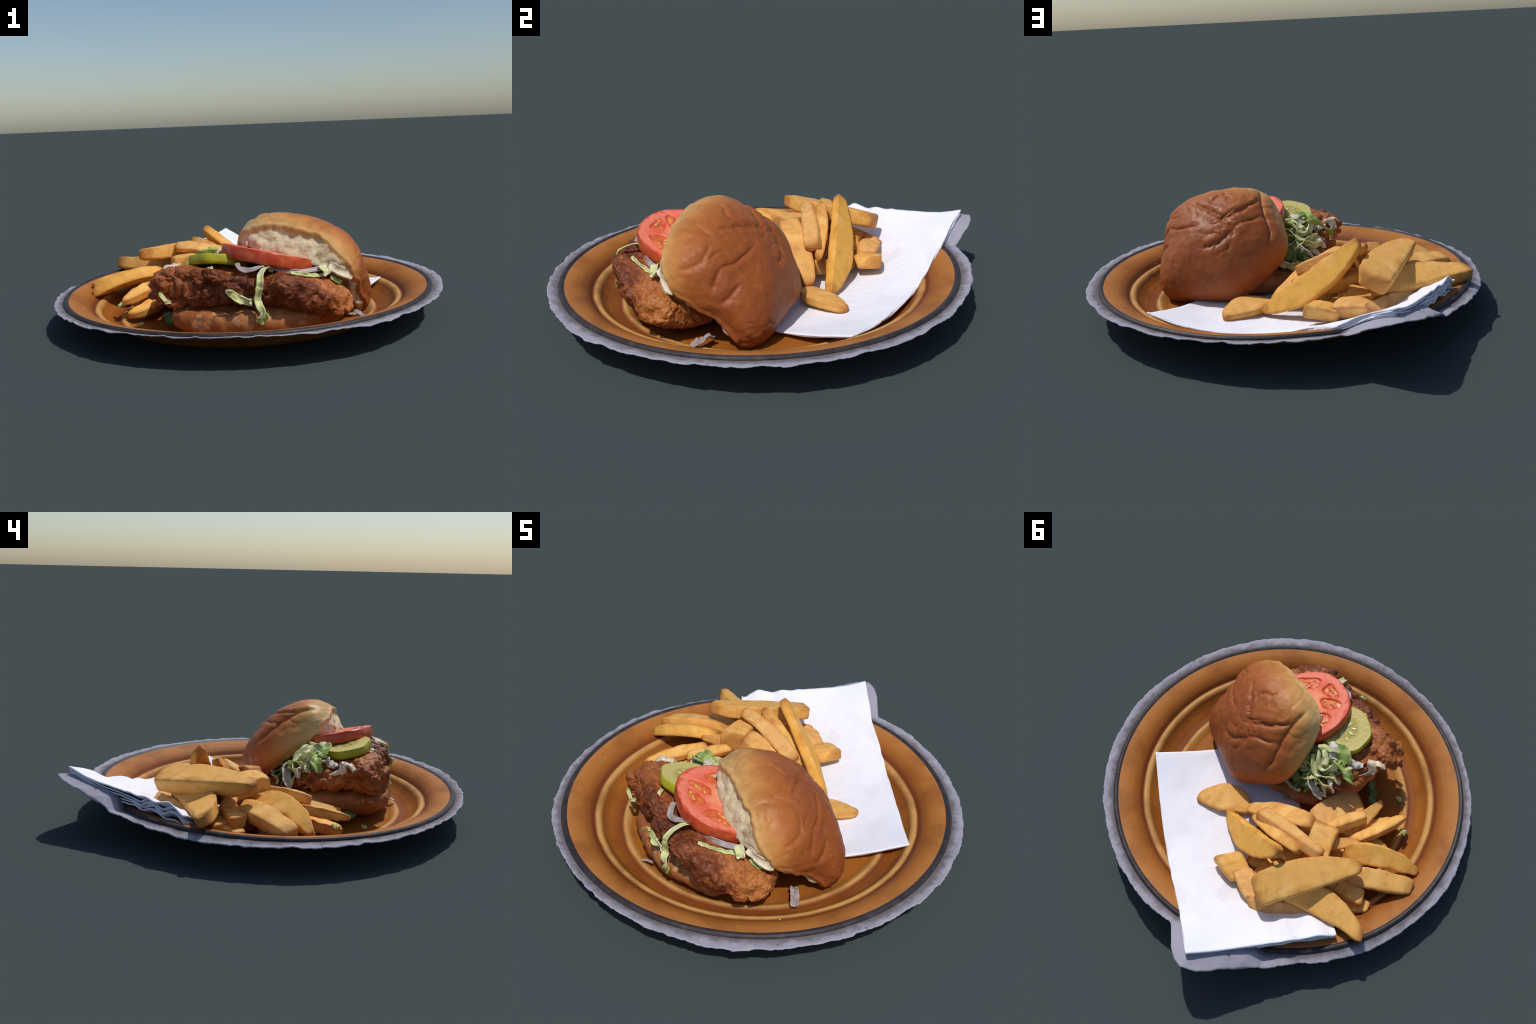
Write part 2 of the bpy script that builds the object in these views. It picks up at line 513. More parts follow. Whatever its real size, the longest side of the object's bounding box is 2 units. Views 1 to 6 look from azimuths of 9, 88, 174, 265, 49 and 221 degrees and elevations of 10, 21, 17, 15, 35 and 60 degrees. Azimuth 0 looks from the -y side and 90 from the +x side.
def napkin_layer(shrink, drop, seed, rows=120, cols_=80):
    s, t = np.meshgrid(np.linspace(0, 1, rows), np.linspace(0, 1, cols_), indexing="ij")
    s_ = s * (1 - shrink)
    e = 0.005 * np.sin(s * 21 + seed) * (t < 0.02)
    xy = (N1 * (1 - s_)[..., None] + N2 * s_[..., None]) * (1 - t)[..., None] + (N4 * (1 - s_)[..., None] + N3 * s_[..., None]) * t[..., None]
    bow = (0.022 * np.sin(np.pi * np.clip(s_ / 0.8, 0, 1)) * (1 - t) ** 3)[..., None]
    xy = xy + bow * np.array([0.586, 0.810])
    q = xy.reshape(-1, 2)
    z = napkin_height(q).reshape(s.shape)
    far = smoothstep(0.80, 1.0, s)
    wave = np.cos((t - 0.68 - 0.012 * (seed - 1)) * 34.0) * smoothstep(0.50, 0.66, t)
    z += 0.011 * far * wave
    q3 = np.concatenate([q, np.full((len(q), 1), seed * 0.05)], 1)
    z += 0.004 * fbm(q3, 7, 3).reshape(s.shape)
    crumple = (1 - 2 * abs(fbm(q3, 9, 2, 4))).reshape(s.shape)
    z += 0.015 * crumple * far * smoothstep(0.45, 0.75, t)
    z += 0.0025 * fbm(q3, 34, 3, 2).reshape(s.shape) * np.exp(-((s - 0.62) / 0.2) ** 2 - ((t - 0.35) / 0.25) ** 2)
    z = np.maximum(z, plate_z(q).reshape(s.shape) + 0.008)
    z -= drop * (0.25 + 0.75 * smoothstep(0.55, 1.0, s)) * smoothstep(-0.1, 0.3, s) * (0.5 + 0.5 * smoothstep(0.0, 0.3, t))
    G = np.concatenate([xy, z[..., None]], 2)
    G[..., 0] += 0.004 * np.sin(s * 31 + seed) * (t == 0)
    return G


napkin = obj("paper_napkin", sheet("paper_napkin", napkin_layer(0.0, 0.0, 1.0), 0.007), M_NAPKIN)
napkin["label"] = "folded white paper napkin under the chips"
napkin["category"] = "napkin"
for shrink, drop, seed in ((0.010, 0.013, 2.4), (0.003, 0.025, 3.1), (0.012, 0.038, 4.3), (0.006, 0.050, 5.5)):
    obj("napkin_fold", sheet("napkin_fold", napkin_layer(shrink, drop, seed, 90, 60), 0.006), M_NAPKIN, napkin)


# ragged table remnant left by the scan, no real part: angle (degrees), outer radius, height of its edge
SCAN_EDGE = [(-175, 0.942, 0.126), (-151, 0.938, 0.124), (-125, 0.936, 0.132), (-103, 0.932, 0.142), (-74, 0.942, 0.144), (-46, 0.957, 0.142), (-15, 0.945, 0.147),
         (12, 0.953, 0.155), (48, 0.948, 0.162), (60, 0.944, 0.164), (74, 0.948, 0.168), (85, 0.950, 0.172), (93, 0.946, 0.174), (96.7, 0.940, 0.180), (98.6, 0.973, 0.204),
         (102.2, 1.051, 0.244), (104.7, 1.089, 0.252), (106.5, 1.099, 0.256), (110.3, 1.087, 0.248), (114.7, 1.043, 0.220), (119.7, 1.006, 0.192), (126.3, 0.966, 0.164),
         (133.7, 0.942, 0.136), (141.3, 0.942, 0.130), (153.4, 0.942, 0.120), (167, 0.940, 0.122)]
ca = np.array(SCAN_EDGE)
n_a, n_r = 900, 10
ang = np.linspace(-175, 185, n_a + 1)
ext = np.concatenate([ca, [[185, 0.942, 0.126]]])
R_out, Z_out = np.interp(ang, ext[:, 0], ext[:, 1]), np.interp(ang, ext[:, 0], ext[:, 2])
ring = np.stack([np.cos(np.radians(ang)), np.sin(np.radians(ang)), 0 * ang], 1)
R_out = R_out + 0.007 * fbm(ring, 6, 4, 3) + 0.0035 * fbm(ring, 30, 3, 5) + 0.003 * fbm(ring, 75, 2, 9)
R_out[-1] = R_out[0]


def napkin_edge(a, b):
    """distance from the plate centre to the napkin edge a-b along every ring direction"""
    e, w = b - a, a - PC
    den = ring[:, 0] * e[1] - ring[:, 1] * e[0]
    den = np.where(abs(den) < 1e-9, 1e-9, den)
    return (w[0] * e[1] - w[1] * e[0]) / den, (w[0] * ring[:, 1] - w[1] * ring[:, 0]) / den


R_in, Z_in = np.full(n_a + 1, 0.889), 0.140 + tilt(0.889 * ring[:, 0], 0.889 * ring[:, 1])
for a, b in ((N1, N2), (N2, N3)):
    d, k = napkin_edge(a, b)
    ok = (k >= 0) & (k <= 1) & (d > 0.90) & (ang > 80) & (ang < 150)
    r_edge = np.where(ok, d - 0.014, 0.889)
    z_edge = np.where(ok, napkin_height(PC + ring[:, :2] * r_edge[:, None]) - 0.022, 0)
    R_in, Z_in = np.maximum(R_in, r_edge), np.maximum(Z_in, z_edge)
ker = np.hanning(17)
ker /= ker.sum()
R_in, Z_in = (np.convolve(np.pad(q[:-1], 8, mode="wrap"), ker, "valid") for q in (R_in, Z_in))
R_in, Z_in = np.append(R_in, R_in[0]), np.append(Z_in, Z_in[0])
R_out = np.maximum(R_out, R_in + 0.012)
R_out[-1] = R_out[0]
G = np.zeros((n_a + 1, n_r, 3))
for j in range(n_r):
    t = j / (n_r - 1)
    r = R_in + (R_out - R_in) * t
    z = Z_in + (np.minimum(Z_out, Z_in + 0.012) - Z_in) * t ** 1.3
    G[:, j] = np.stack([r * ring[:, 0], r * ring[:, 1], z], 1)
wav = fbm(G.reshape(-1, 3), 14, 3, 8).reshape(n_a + 1, n_r)
wav[-1] = wav[0]
G[..., 2] += 0.007 * wav * np.linspace(0, 1, n_r)[None]
obj("scan_fringe", sheet("scan_fringe", G, 0.004), M_FRINGE, plate, matrix=PM)  # scan leftover hung on the rim, there is no placemat



# -------------------------------------------------------------------- fries
def fry(A, B, W, w, t, M=None, tips=(0.05, 0.05), seed=0, foot=0.88, cut=None):
    """A, B: ends of the middle line of the top face; W: which way its width runs;
    w, t: widths and thicknesses (start, middle, end); M: a point the top line passes halfway;
    tips: how far the rounding of each end reaches, foot: width of the under side,
    cut: how obliquely the two ends are sliced"""
    A, B, W = (np.array(q, float) for q in (A, B, W))
    w, t = [0.99 * q for q in w], [0.92 * q for q in t]
    L = np.linalg.norm(B - A)
    ex = (B - A) / L
    ey = W - ex * (W @ ex)
    ey /= np.linalg.norm(ey)
    ez = np.cross(ex, ey)
    if ez[2] < 0:
        ey, ez = -ey, -ez
    bend = np.zeros(3)
    if M is not None:
        d = np.array(M, float) - (A + B) / 2
        bend = np.array([0, d @ ey, d @ ez])
    rows, cc = 46, 48
    r_ = random.Random(seed * 17 + 3)
    cut_a, cut_b, skew, twist = r_.uniform(-0.6, 0.6), r_.uniform(-0.6, 0.6), r_.uniform(-0.2, 0.2), r_.uniform(-0.18, 0.18)
    if cut is not None:
        cut_a, cut_b = cut
    s = 0.5 - 0.5 * np.cos(np.linspace(0.02, 1, rows) * np.pi)
    s = np.concatenate([np.linspace(0, 0.02, 5)[:-1], 0.02 + 0.96 * (s - s[0]) / (s[-1] - s[0]), np.linspace(0.98, 1, 5)[1:]])
    a = np.linspace(0, 2 * np.pi, cc, endpoint=False) + 0.1
    ex_ = 2 / 8.0
    cy, cz = np.sign(np.cos(a)) * abs(np.cos(a)) ** ex_, np.sign(np.sin(a)) * abs(np.sin(a)) ** ex_
    G = []
    for q in s:
        lerp = lambda k: np.interp(q, [0, 0.5, 1], k) if len(k) == 3 else k[0]
        ws, ts = (sum(c * b for c, b in zip(k, ((1 - q) * (1 - 2 * q), 4 * q * (1 - q), q * (2 * q - 1)))) for k in (w, t))
        ws, ts = max(ws, 0.012), max(ts, 0.012)
        e = 1.0
        if q < tips[0]:
            e = (1 - (1 - q / tips[0]) ** 3.4) ** (1 / 3.4)
        elif q > 1 - tips[1]:
            e = (1 - (1 - (1 - q) / tips[1]) ** 3.4) ** (1 / 3.4)
        e = max(e, 0.05)
        b4 = 4 * q * (1 - q)
        y = cy * ws / 2 * e * np.where(cz < 0, foot, 1) + bend[1] * b4
        z = cz * ts / 2 * e - ts / 2 + bend[2] * b4
        y0 = y - bend[1] * b4
        z0 = z - bend[2] * b4
        y = y + skew * (z0 + ts / 2) + twist * (q - 0.5) * (z0 + ts / 2)
        z = z - twist * (q - 0.5) * y0
        G.append(np.stack([q * L + y0 * (cut_a * (1 - q) ** 4 + cut_b * q ** 4), y, z], 1))
    G = np.array(G)
    N = grid_normals(G, True)
    P = G.reshape(-1, 3)
    d = (0.006 * fbm(P, 8, 2, seed * 1.3 + 1) + 0.0030 * fbm(P, 30, 3, seed + 11)).reshape(len(s), cc, 1)
    cen = G.mean(1, keepdims=True)
    out = G - cen
    out /= np.maximum(np.linalg.norm(out, axis=2, keepdims=True), 1e-6)
    m = closed_grid("french_fry", G, out * d)
    M4 = Matrix([[ex[0], ey[0], ez[0], A[0]], [ex[1], ey[1], ez[1], A[1]], [ex[2], ey[2], ez[2], A[2]], [0, 0, 0, 1]])
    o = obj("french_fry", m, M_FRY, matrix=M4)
    o["label"] = "thick cut golden french fry"
    o["category"] = "french fry"
    return o


FRIES = [
    # the top of the pile
    dict(A=(-0.315, 0.535, 0.276), B=(-0.612, 0.110, 0.302), M=(-0.460, 0.292, 0.303), W=(0.12, -0.02, 0.03), w=(0.135, 0.158, 0.050), t=(0.075, 0.090, 0.060), tips=(0.05, 0.10), cut=(-0.1, 0.3)),
    dict(A=(-0.292, 0.360, 0.388), B=(0.150, 0.268, 0.062), M=(-0.095, 0.352, 0.216), W=(-0.05, 0.10, -0.085), w=(0.050, 0.135, 0.045), t=(0.045, 0.06, 0.05), tips=(0.08, 0.10)),
    dict(A=(-0.345, 0.270, 0.345), B=(0.0, 0.222, 0.172), M=(-0.16, 0.250, 0.272), W=(0.1, 0.9, -0.35), w=(0.03, 0.058, 0.02), t=(0.04, 0.06, 0.03), tips=(0.10, 0.10)),
    dict(A=(-0.430, 0.185, 0.318), B=(-0.030, 0.182, 0.232), M=(-0.22, 0.190, 0.295), W=(0, 0.80, 0.45), w=(0.055, 0.076, 0.070), t=(0.05, 0.055, 0.05), tips=(0.10, 0.05)),
    dict(A=(-0.275, 0.085, 0.290), B=(0.080, 0.172, 0.085), M=(-0.08, 0.130, 0.208), W=(-0.2, 0.95, 0.1), w=(0.085, 0.110, 0.04), t=(0.09, 0.085, 0.04), tips=(0.10, 0.10)),
    dict(A=(-0.330, 0.445, 0.200), B=(-0.815, 0.352, 0.220), M=(-0.585, 0.342, 0.212), W=(0.25, 0.85, -0.40), w=(0.10, 0.140, 0.055), t=(0.07, 0.085, 0.06), tips=(0.06, 0.10)),
    dict(A=(-0.480, 0.075, 0.205), B=(-0.800, -0.118, 0.134), M=(-0.655, -0.048, 0.204), W=(-0.5, 0.75, -0.50), w=(0.09, 0.105, 0.035), t=(0.06, 0.07, 0.05), tips=(0.06, 0.08)),
    dict(A=(-0.525, 0.165, 0.180), B=(-0.828, -0.030, 0.155), M=(-0.695, 0.062, 0.195), W=(-0.5, 0.8, -0.25), w=(0.07, 0.105, 0.07), t=(0.06, 0.08, 0.05), tips=(0.06, 0.07)),
    dict(A=(-0.450, -0.02, 0.165), B=(-0.562, -0.332, 0.135), M=(-0.505, -0.165, 0.160), W=(0.9, -0.2, -0.3), w=(0.05, 0.065, 0.025), t=(0.04, 0.05, 0.03), tips=(0.08, 0.12)),
    dict(A=(-0.400, -0.02, 0.135), B=(-0.422, -0.318, 0.112), M=(-0.42, -0.17, 0.135), W=(0.9, 0.0, 0.5), w=(0.07, 0.075, 0.03), t=(0.05, 0.05, 0.03), tips=(0.08, 0.12)),
    dict(A=(-0.330, 0.030, 0.210), B=(-0.418, -0.172, 0.184), M=(-0.372, -0.075, 0.205), W=(0.9, -0.35, -0.35), w=(0.05, 0.065, 0.05), t=(0.06, 0.06, 0.05), tips=(0.08, 0.06)),
    dict(A=(-0.250, 0.025, 0.160), B=(-0.320, -0.262, 0.098), M=(-0.292, -0.120, 0.138), W=(0.95, -0.25, 0.10), w=(0.11, 0.175, 0.12), t=(0.04, 0.05, 0.03), tips=(0.08, 0.06)),
    dict(A=(-0.340, 0.035, 0.270), B=(-0.440, 0.260, 0.225), M=(-0.385, 0.150, 0.268), W=(0.80, 0.5, 0.05), w=(0.125, 0.125, 0.10), t=(0.09, 0.10, 0.08), tips=(0.05, 0.08), cut=(0.1, 0.0)),
    dict(A=(-0.390, 0.090, 0.200), B=(-0.497, -0.022, 0.205), M=(-0.445, 0.035, 0.206), W=(0.7, -0.6, 0.2), w=(0.06, 0.055, 0.02), t=(0.06, 0.05, 0.02), tips=(0.08, 0.12)),
    dict(A=(0.316, 0.303, 0.072), B=(0.075, 0.140, 0.068), M=(0.190, 0.202, 0.085), W=(-0.5, 0.8, -0.15), w=(0.035, 0.150, 0.08), t=(0.03, 0.05, 0.04), tips=(0.10, 0.08)),
    dict(A=(-0.045, 0.452, 0.156), B=(-0.185, 0.490, 0.120), M=(-0.115, 0.462, 0.146), W=(0.25, 0.95, 0.12), w=(0.120, 0.130, 0.10), t=(0.06, 0.065, 0.05), tips=(0.12, 0.10)),
    dict(A=(-0.150, 0.455, 0.148), B=(-0.315, 0.525, 0.150), M=(-0.235, 0.488, 0.160), W=(0.4, 0.9, -0.1), w=(0.09, 0.100, 0.07), t=(0.06, 0.07, 0.05), tips=(0.12, 0.12)),
    dict(A=(-0.285, 0.555, 0.150), B=(-0.560, 0.395, 0.130), M=(-0.42, 0.490, 0.150), W=(0.4, 0.7, -0.2), w=(0.05, 0.085, 0.06), t=(0.05, 0.06, 0.05), tips=(0.10, 0.10)),
    dict(A=(-0.490, 0.225, 0.170), B=(-0.688, 0.178, 0.170), W=(0.2, 0.9, -0.05), w=(0.08, 0.085, 0.075), t=(0.06, 0.07, 0.06), tips=(0.08, 0.08)),
    dict(A=(-0.560, 0.290, 0.135), B=(-0.730, 0.175, 0.118), W=(-0.5, 0.8, 0.0), w=(0.07, 0.08, 0.05), t=(0.05, 0.06, 0.04), tips=(0.08, 0.12)),
    dict(A=(-0.430, 0.200, 0.205), B=(-0.560, 0.235, 0.170), W=(0.2, 0.9, 0.0), w=(0.06, 0.07, 0.06), t=(0.06, 0.07, 0.06)),
    dict(A=(-0.430, -0.10, 0.110), B=(-0.532, -0.305, 0.066), W=(-0.8, 0.5, 0.1), w=(0.07, 0.085, 0.05), t=(0.05, 0.06, 0.035), tips=(0.06, 0.10)),
    dict(A=(-0.500, -0.02, 0.120), B=(-0.570, -0.145, 0.100), W=(0.8, -0.4, -0.1), w=(0.07, 0.08, 0.06), t=(0.05, 0.06, 0.05)),
    # buried pieces that carry the pile
    dict(A=(-0.250, 0.330, 0.175), B=(-0.330, 0.400, 0.150), W=(0.7, 0.7, 0), w=(0.08, 0.09, 0.07), t=(0.07, 0.08, 0.07), tips=(0.15, 0.15)),
    dict(A=(-0.200, 0.385, 0.150), B=(-0.400, 0.395, 0.165), W=(0.1, 0.95, 0.1), w=(0.09, 0.11, 0.09), t=(0.07, 0.07, 0.06)),
    dict(A=(-0.120, 0.375, 0.110), B=(-0.300, 0.300, 0.140), W=(0.4, 0.9, 0), w=(0.07, 0.09, 0.08), t=(0.06, 0.06, 0.06)),
    dict(A=(-0.150, 0.230, 0.190), B=(-0.420, 0.250, 0.215), W=(0.1, 0.9, 0), w=(0.09, 0.11, 0.09), t=(0.08, 0.09, 0.08)),
    dict(A=(-0.050, 0.225, 0.140), B=(-0.300, 0.140, 0.160), W=(0.3, 0.9, 0), w=(0.09, 0.11, 0.09), t=(0.08, 0.09, 0.08)),
    dict(A=(-0.250, 0.150, 0.130), B=(-0.550, 0.150, 0.130), W=(0, 1, 0), w=(0.10, 0.13, 0.10), t=(0.08, 0.09, 0.08)),
    dict(A=(-0.300, 0.010, 0.115), B=(-0.560, 0.040, 0.110), W=(0, 1, 0), w=(0.11, 0.13, 0.10), t=(0.08, 0.09, 0.08)),
    dict(A=(-0.420, 0.330, 0.130), B=(-0.680, 0.260, 0.135), W=(0.2, 1, 0), w=(0.10, 0.11, 0.08), t=(0.07, 0.08, 0.06)),
    dict(A=(-0.120, 0.130, 0.070), B=(-0.240, 0.080, 0.080), W=(0.4, 1, 0), w=(0.07, 0.08, 0.06), t=(0.05, 0.05, 0.05)),
]
for i, q in enumerate(FRIES):
    fry(seed=i + 1, **q)

# ----------------------------------------------------------------- sandwich
burger = bpy.data.objects.new("chicken_sandwich", None)
SC.objects.link(burger)
burger.location = (0.08, -0.36, 0.04)
bpy.context.view_layer.update()
burger["label"] = "fried chicken sandwich with bun top leaning off"
burger["category"] = "sandwich"
BI = burger.matrix_world.copy()


def part(name, m, mat, parent=None, matrix=None):
    o = obj(name, m, mat, parent or burger)
    o.matrix_world = matrix if matrix is not None else Matrix.Identity(4)
    return o


# bottom bun: star-shaped outline, flat cut top, rounded foot
ob = spline([(-0.230, -0.575), (-0.11, -0.632), (0.014, -0.652), (0.16, -0.648), (0.315, -0.597), (0.410, -0.500), (0.445, -0.38), (0.385, -0.25), (0.27, -0.09), (0.11, 0.005), (-0.05, -0.02),
             (-0.165, -0.085), (-0.245, -0.20), (-0.285, -0.35), (-0.28, -0.49)], 200, True)
cb = np.array([0.05, -0.34])
rows = []
for k in np.linspace(0, 1, 46):
    a = k * np.pi
    rad, zz = abs(math.sin(a)) ** (2 / 3.6), math.copysign(abs(math.cos(a)) ** (2 / 4.5), math.cos(a))
    foot = 1.0 if zz > 0 else 1.0 - 0.20 * (-zz) ** 1.5
    xy = cb + (ob - cb) * rad * foot
    rows.append(np.concatenate([xy, np.full((len(ob), 1), 0.086 + 0.072 * zz)], 1))
Gb = np.array(rows)
Pb = Gb.reshape(-1, 3)
Nb = -grid_normals(Gb, True)
db = 0.020 * fbm(Pb, 5, 3, 2) + 0.010 * fbm(Pb, 18, 4, 4)
Gb = Gb + Nb * db.reshape(len(rows), -1, 1) * np.sign((Nb * (Gb - np.array([0.05, -0.34, 0.095]))).sum(2, keepdims=True))
flat = Gb.reshape(-1, 3)
Gb[..., 2] = np.maximum(Gb[..., 2], plate_z(flat[:, :2]).reshape(Gb.shape[:2]) + 0.001)
part("bottom_bun", closed_grid("bottom_bun", Gb), M_BOTTOM)

# fried chicken: knobbly slab to the left, thinner tongue drooping to the right
oc = spline([(0.522, -0.432), (0.522, -0.468), (0.488, -0.530), (0.428, -0.593), (0.335, -0.648), (0.225, -0.690), (0.155, -0.672), (0.10, -0.652), (0.03, -0.640), (-0.05, -0.610), (-0.13, -0.590),
             (-0.21, -0.570), (-0.28, -0.560), (-0.345, -0.545), (-0.382, -0.505), (-0.362, -0.44), (-0.328, -0.38), (-0.310, -0.31), (-0.293, -0.248), (-0.245, -0.205), (-0.20, -0.145),
             (-0.08, -0.12), (0.08, -0.15), (0.25, -0.22), (0.40, -0.30), (0.480, -0.362)], 560, True)
cc_ = np.array([0.07, -0.41])
z_top = thin_plate([(0.20, -0.645, 0.322), (-0.10, -0.590, 0.335), (-0.326, -0.36, 0.288), (-0.36, -0.51, 0.300), (0.52, -0.39, 0.190), (-0.29, -0.25, 0.228), (-0.20, -0.15, 0.215), (0.158, -0.65, 0.280),
                    (0.29, -0.52, 0.285), (0.05, -0.56, 0.300), (0.0, -0.40, 0.305), (-0.16, -0.45, 0.315), (0.436, -0.455, 0.252), (0.48, -0.46, 0.228), (0.36, -0.60, 0.272), (0.42, -0.55, 0.245), (0.42, -0.38, 0.245), (0.10, -0.22, 0.27),
                    (-0.2, -0.56, 0.328), (0.08, -0.64, 0.300), (-0.15, -0.27, 0.280), (-0.28, -0.54, 0.322), (-0.29, -0.42, 0.312)], 5e-4)
z_bot = thin_plate([(-0.36, -0.51, 0.158), (-0.27, -0.55, 0.135), (-0.20, -0.57, 0.142), (0.05, -0.62, 0.182), (0.20, -0.66, 0.195), (0.32, -0.63, 0.160), (0.42, -0.57, 0.116), (0.46, -0.49, 0.078), (0.52, -0.44, 0.112), (-0.29, -0.25, 0.160),
                    (-0.20, -0.14, 0.150), (0.10, -0.30, 0.130), (0.40, -0.36, 0.035), (0.41, -0.45, 0.048), (0.31, -0.50, 0.085), (-0.1, -0.4, 0.15), (-0.33, -0.40, 0.168)], 5e-4)
rows = []
for k in np.linspace(0, 1, 190):
    a = k * np.pi
    rad, zz = abs(math.sin(a)) ** (2 / 4.2), math.copysign(abs(math.cos(a)) ** (2 / 4.2), math.cos(a))
    xy = cc_ + (oc - cc_) * rad
    inner = cc_ + (oc - cc_) * min(rad, 0.93)
    zt, zb = z_top(inner), z_bot(inner)
    rows.append(np.concatenate([xy, ((zt + zb) / 2 + (zt - zb) / 2 * zz)[:, None]], 1))
Gc = np.array(rows)
Nc = grid_normals(Gc, True)
sg = np.sign((Nc[60] * (Gc[60] - Gc[60].mean(0))).sum())
Nc *= sg
Pc = Gc.reshape(-1, 3)
edge = np.repeat(smoothstep(0.62, 0.98, np.array([abs(math.sin(k * np.pi)) ** (2 / 4.2) for k in np.linspace(0, 1, 190)])), len(oc))
knob = smoothstep(0.25, 0.10, Pc[:, 0]) * 0.4 + 0.6
warp = Pc + 0.02 * np.stack([fbm(Pc, 12, 2, 1), fbm(Pc, 12, 2, 9), fbm(Pc, 12, 2, 17)], 1)
dc = (0.032 * (bumps(warp, 15, 1) - 0.62) * edge * knob + 0.013 * (bumps(warp, 30, 5) - 0.5) * (0.2 + 0.8 * edge * knob) + 0.006 * (bumps(warp, 62, 9) - 0.5) * (0.3 + 0.7 * edge)
      + 0.016 * fbm(Pc, 7, 3, 3) + 0.004 * fbm(Pc, 45, 3, 7))
# a split in the front edge between the slab and the tongue
split = np.exp(-((Pc[:, 0] - 0.155 - 0.1 * (Pc[:, 2] - 0.25)) / 0.016) ** 2) * smoothstep(-0.60, -0.66, Pc[:, 1])
dc -= 0.022 * split
fillet = part("fried_chicken_fillet", closed_grid("fried_chicken_fillet", Gc, Nc * dc.reshape(len(rows), -1, 1)), M_CHICKEN)


from mathutils.bvhtree import BVHTree
FILLET = BVHTree.FromPolygons([v.co.copy() for v in fillet.data.vertices], [tuple(p.vertices) for p in fillet.data.polygons])


def hug(S, gap=0.010, reach=0.09):
    """lay a spine on the skin of the chicken wherever it is near it"""
    out = []
    for p in S:
        loc, nor, _, dist = FILLET.find_nearest(Vector(p))
        if dist < reach:
            c = Vector((0.07, -0.41, 0.22))
            if nor.dot(loc - c) < 0:
                nor = -nor
            out.append(np.array(loc + nor * gap))
        else:
            out.append(np.array(p))
    out = np.array(out)
    for _ in range(3):
        out[1:-1] = (out[:-2] + 2 * out[1:-1] + out[2:]) / 4
    return out


# tomato and pickle slices
def frame(c, n):
    n = np.array(n, float)
    n /= np.linalg.norm(n)
    u = np.cross([0, 1, 0], n)
    u /= np.linalg.norm(u)
    w = np.cross(n, u)
    return Matrix([[u[0], w[0], n[0], c[0]], [u[1], w[1], n[1], c[1]], [u[2], w[2], n[2], c[2]], [0, 0, 0, 1]])


def poly_depth(P, poly):
    """signed distance inside a polygon (positive inside)"""
    p = np.array(poly)
    q = np.roll(p, -1, 0)
    inside = np.zeros(len(P), bool)
    dist = np.full(len(P), 9.0)
    for a, b in zip(p, q):
        e = b - a
        t = np.clip(((P - a) @ e) / (e @ e), 0, 1)
        dist = np.minimum(dist, np.linalg.norm(P - (a + t[:, None] * e), axis=1))
        cond = (a[1] > P[:, 1]) != (b[1] > P[:, 1])
        xx = (b[0] - a[0]) * (P[:, 1] - a[1]) / (b[1] - a[1] + 1e-12) + a[0]
        inside ^= cond & (P[:, 0] < xx)
    return np.where(inside, dist, -dist)


TM = frame((0.161, -0.365, 0.364), (0.199, 0.178, 1))
LOCULES = [[(-0.018, -0.160), (-0.060, -0.152), (-0.102, -0.130), (-0.110, -0.112), (-0.060, -0.098), (-0.013, -0.105)],
           [(-0.046, -0.062), (-0.080, -0.088), (-0.135, -0.102), (-0.155, -0.075), (-0.120, -0.045), (-0.085, -0.030), (-0.062, -0.042)],
           [(0.030, -0.095), (0.075, -0.072), (0.128, -0.056), (0.148, -0.084), (0.118, -0.118), (0.062, -0.150), (0.036, -0.143)],
           [(-0.105, 0.000), (-0.150, 0.000), (-0.160, 0.045), (-0.130, 0.085), (-0.092, 0.050)],
           [(0.06, 0.02), (0.14, 0.0), (0.15, 0.05), (0.09, 0.10), (0.05, 0.07)]]
LOCULES = [spline(l, 60, True) for l in LOCULES]
LOCULES = [l + (l - l.mean(0)) * (0.10 + 0.22 * fbm(np.concatenate([l, 0 * l[:, :1]], 1), 22, 3, 4 + i))[:, None] for i, l in enumerate(LOCULES)]
TR, TH = 0.214, 0.058
nt = 220
tt = np.linspace(0, 2 * np.pi, nt, endpoint=False)
outl = TR * (1 + 0.021 * np.cos(2 * tt) + 0.021 * np.sin(2 * tt) + 0.012 * np.cos(5 * tt + 1))
rows = []
for f_ in np.linspace(0.004, 0.985, 90):
    P = np.stack([outl * f_ * np.cos(tt), outl * f_ * np.sin(tt)], 1)
    d = np.max([poly_depth(P, l) for l in LOCULES], axis=0)
    z = -0.013 * smoothstep(-0.003, 0.008, d) + 0.0018 * fbm(np.concatenate([P, 0 * P[:, :1]], 1), 30, 3, 2)
    rows.append(np.concatenate([P, z[:, None]], 1))
flesh = np.array(rows)
wall = []
for f_, z in [(0.985, 0.0), (0.996, -0.002), (1.0, -0.006), (1.004, -0.020), (1.0, -0.036), (0.99, -0.050), (0.975, -TH), (0.6, -TH - 0.002), (0.05, -TH - 0.002)]:
    wall.append(np.stack([outl * f_ * np.cos(tt), outl * f_ * np.sin(tt), np.full(nt, z)], 1))
wall = np.array(wall)
wall[0] = flesh[-1]
wn = 0.006 * fbm(wall[2:7].reshape(-1, 3), 12, 3, 6).reshape(5, nt, 1)
wall[2:7] *= 1 + wn * np.array([1, 1, 0]) * 4


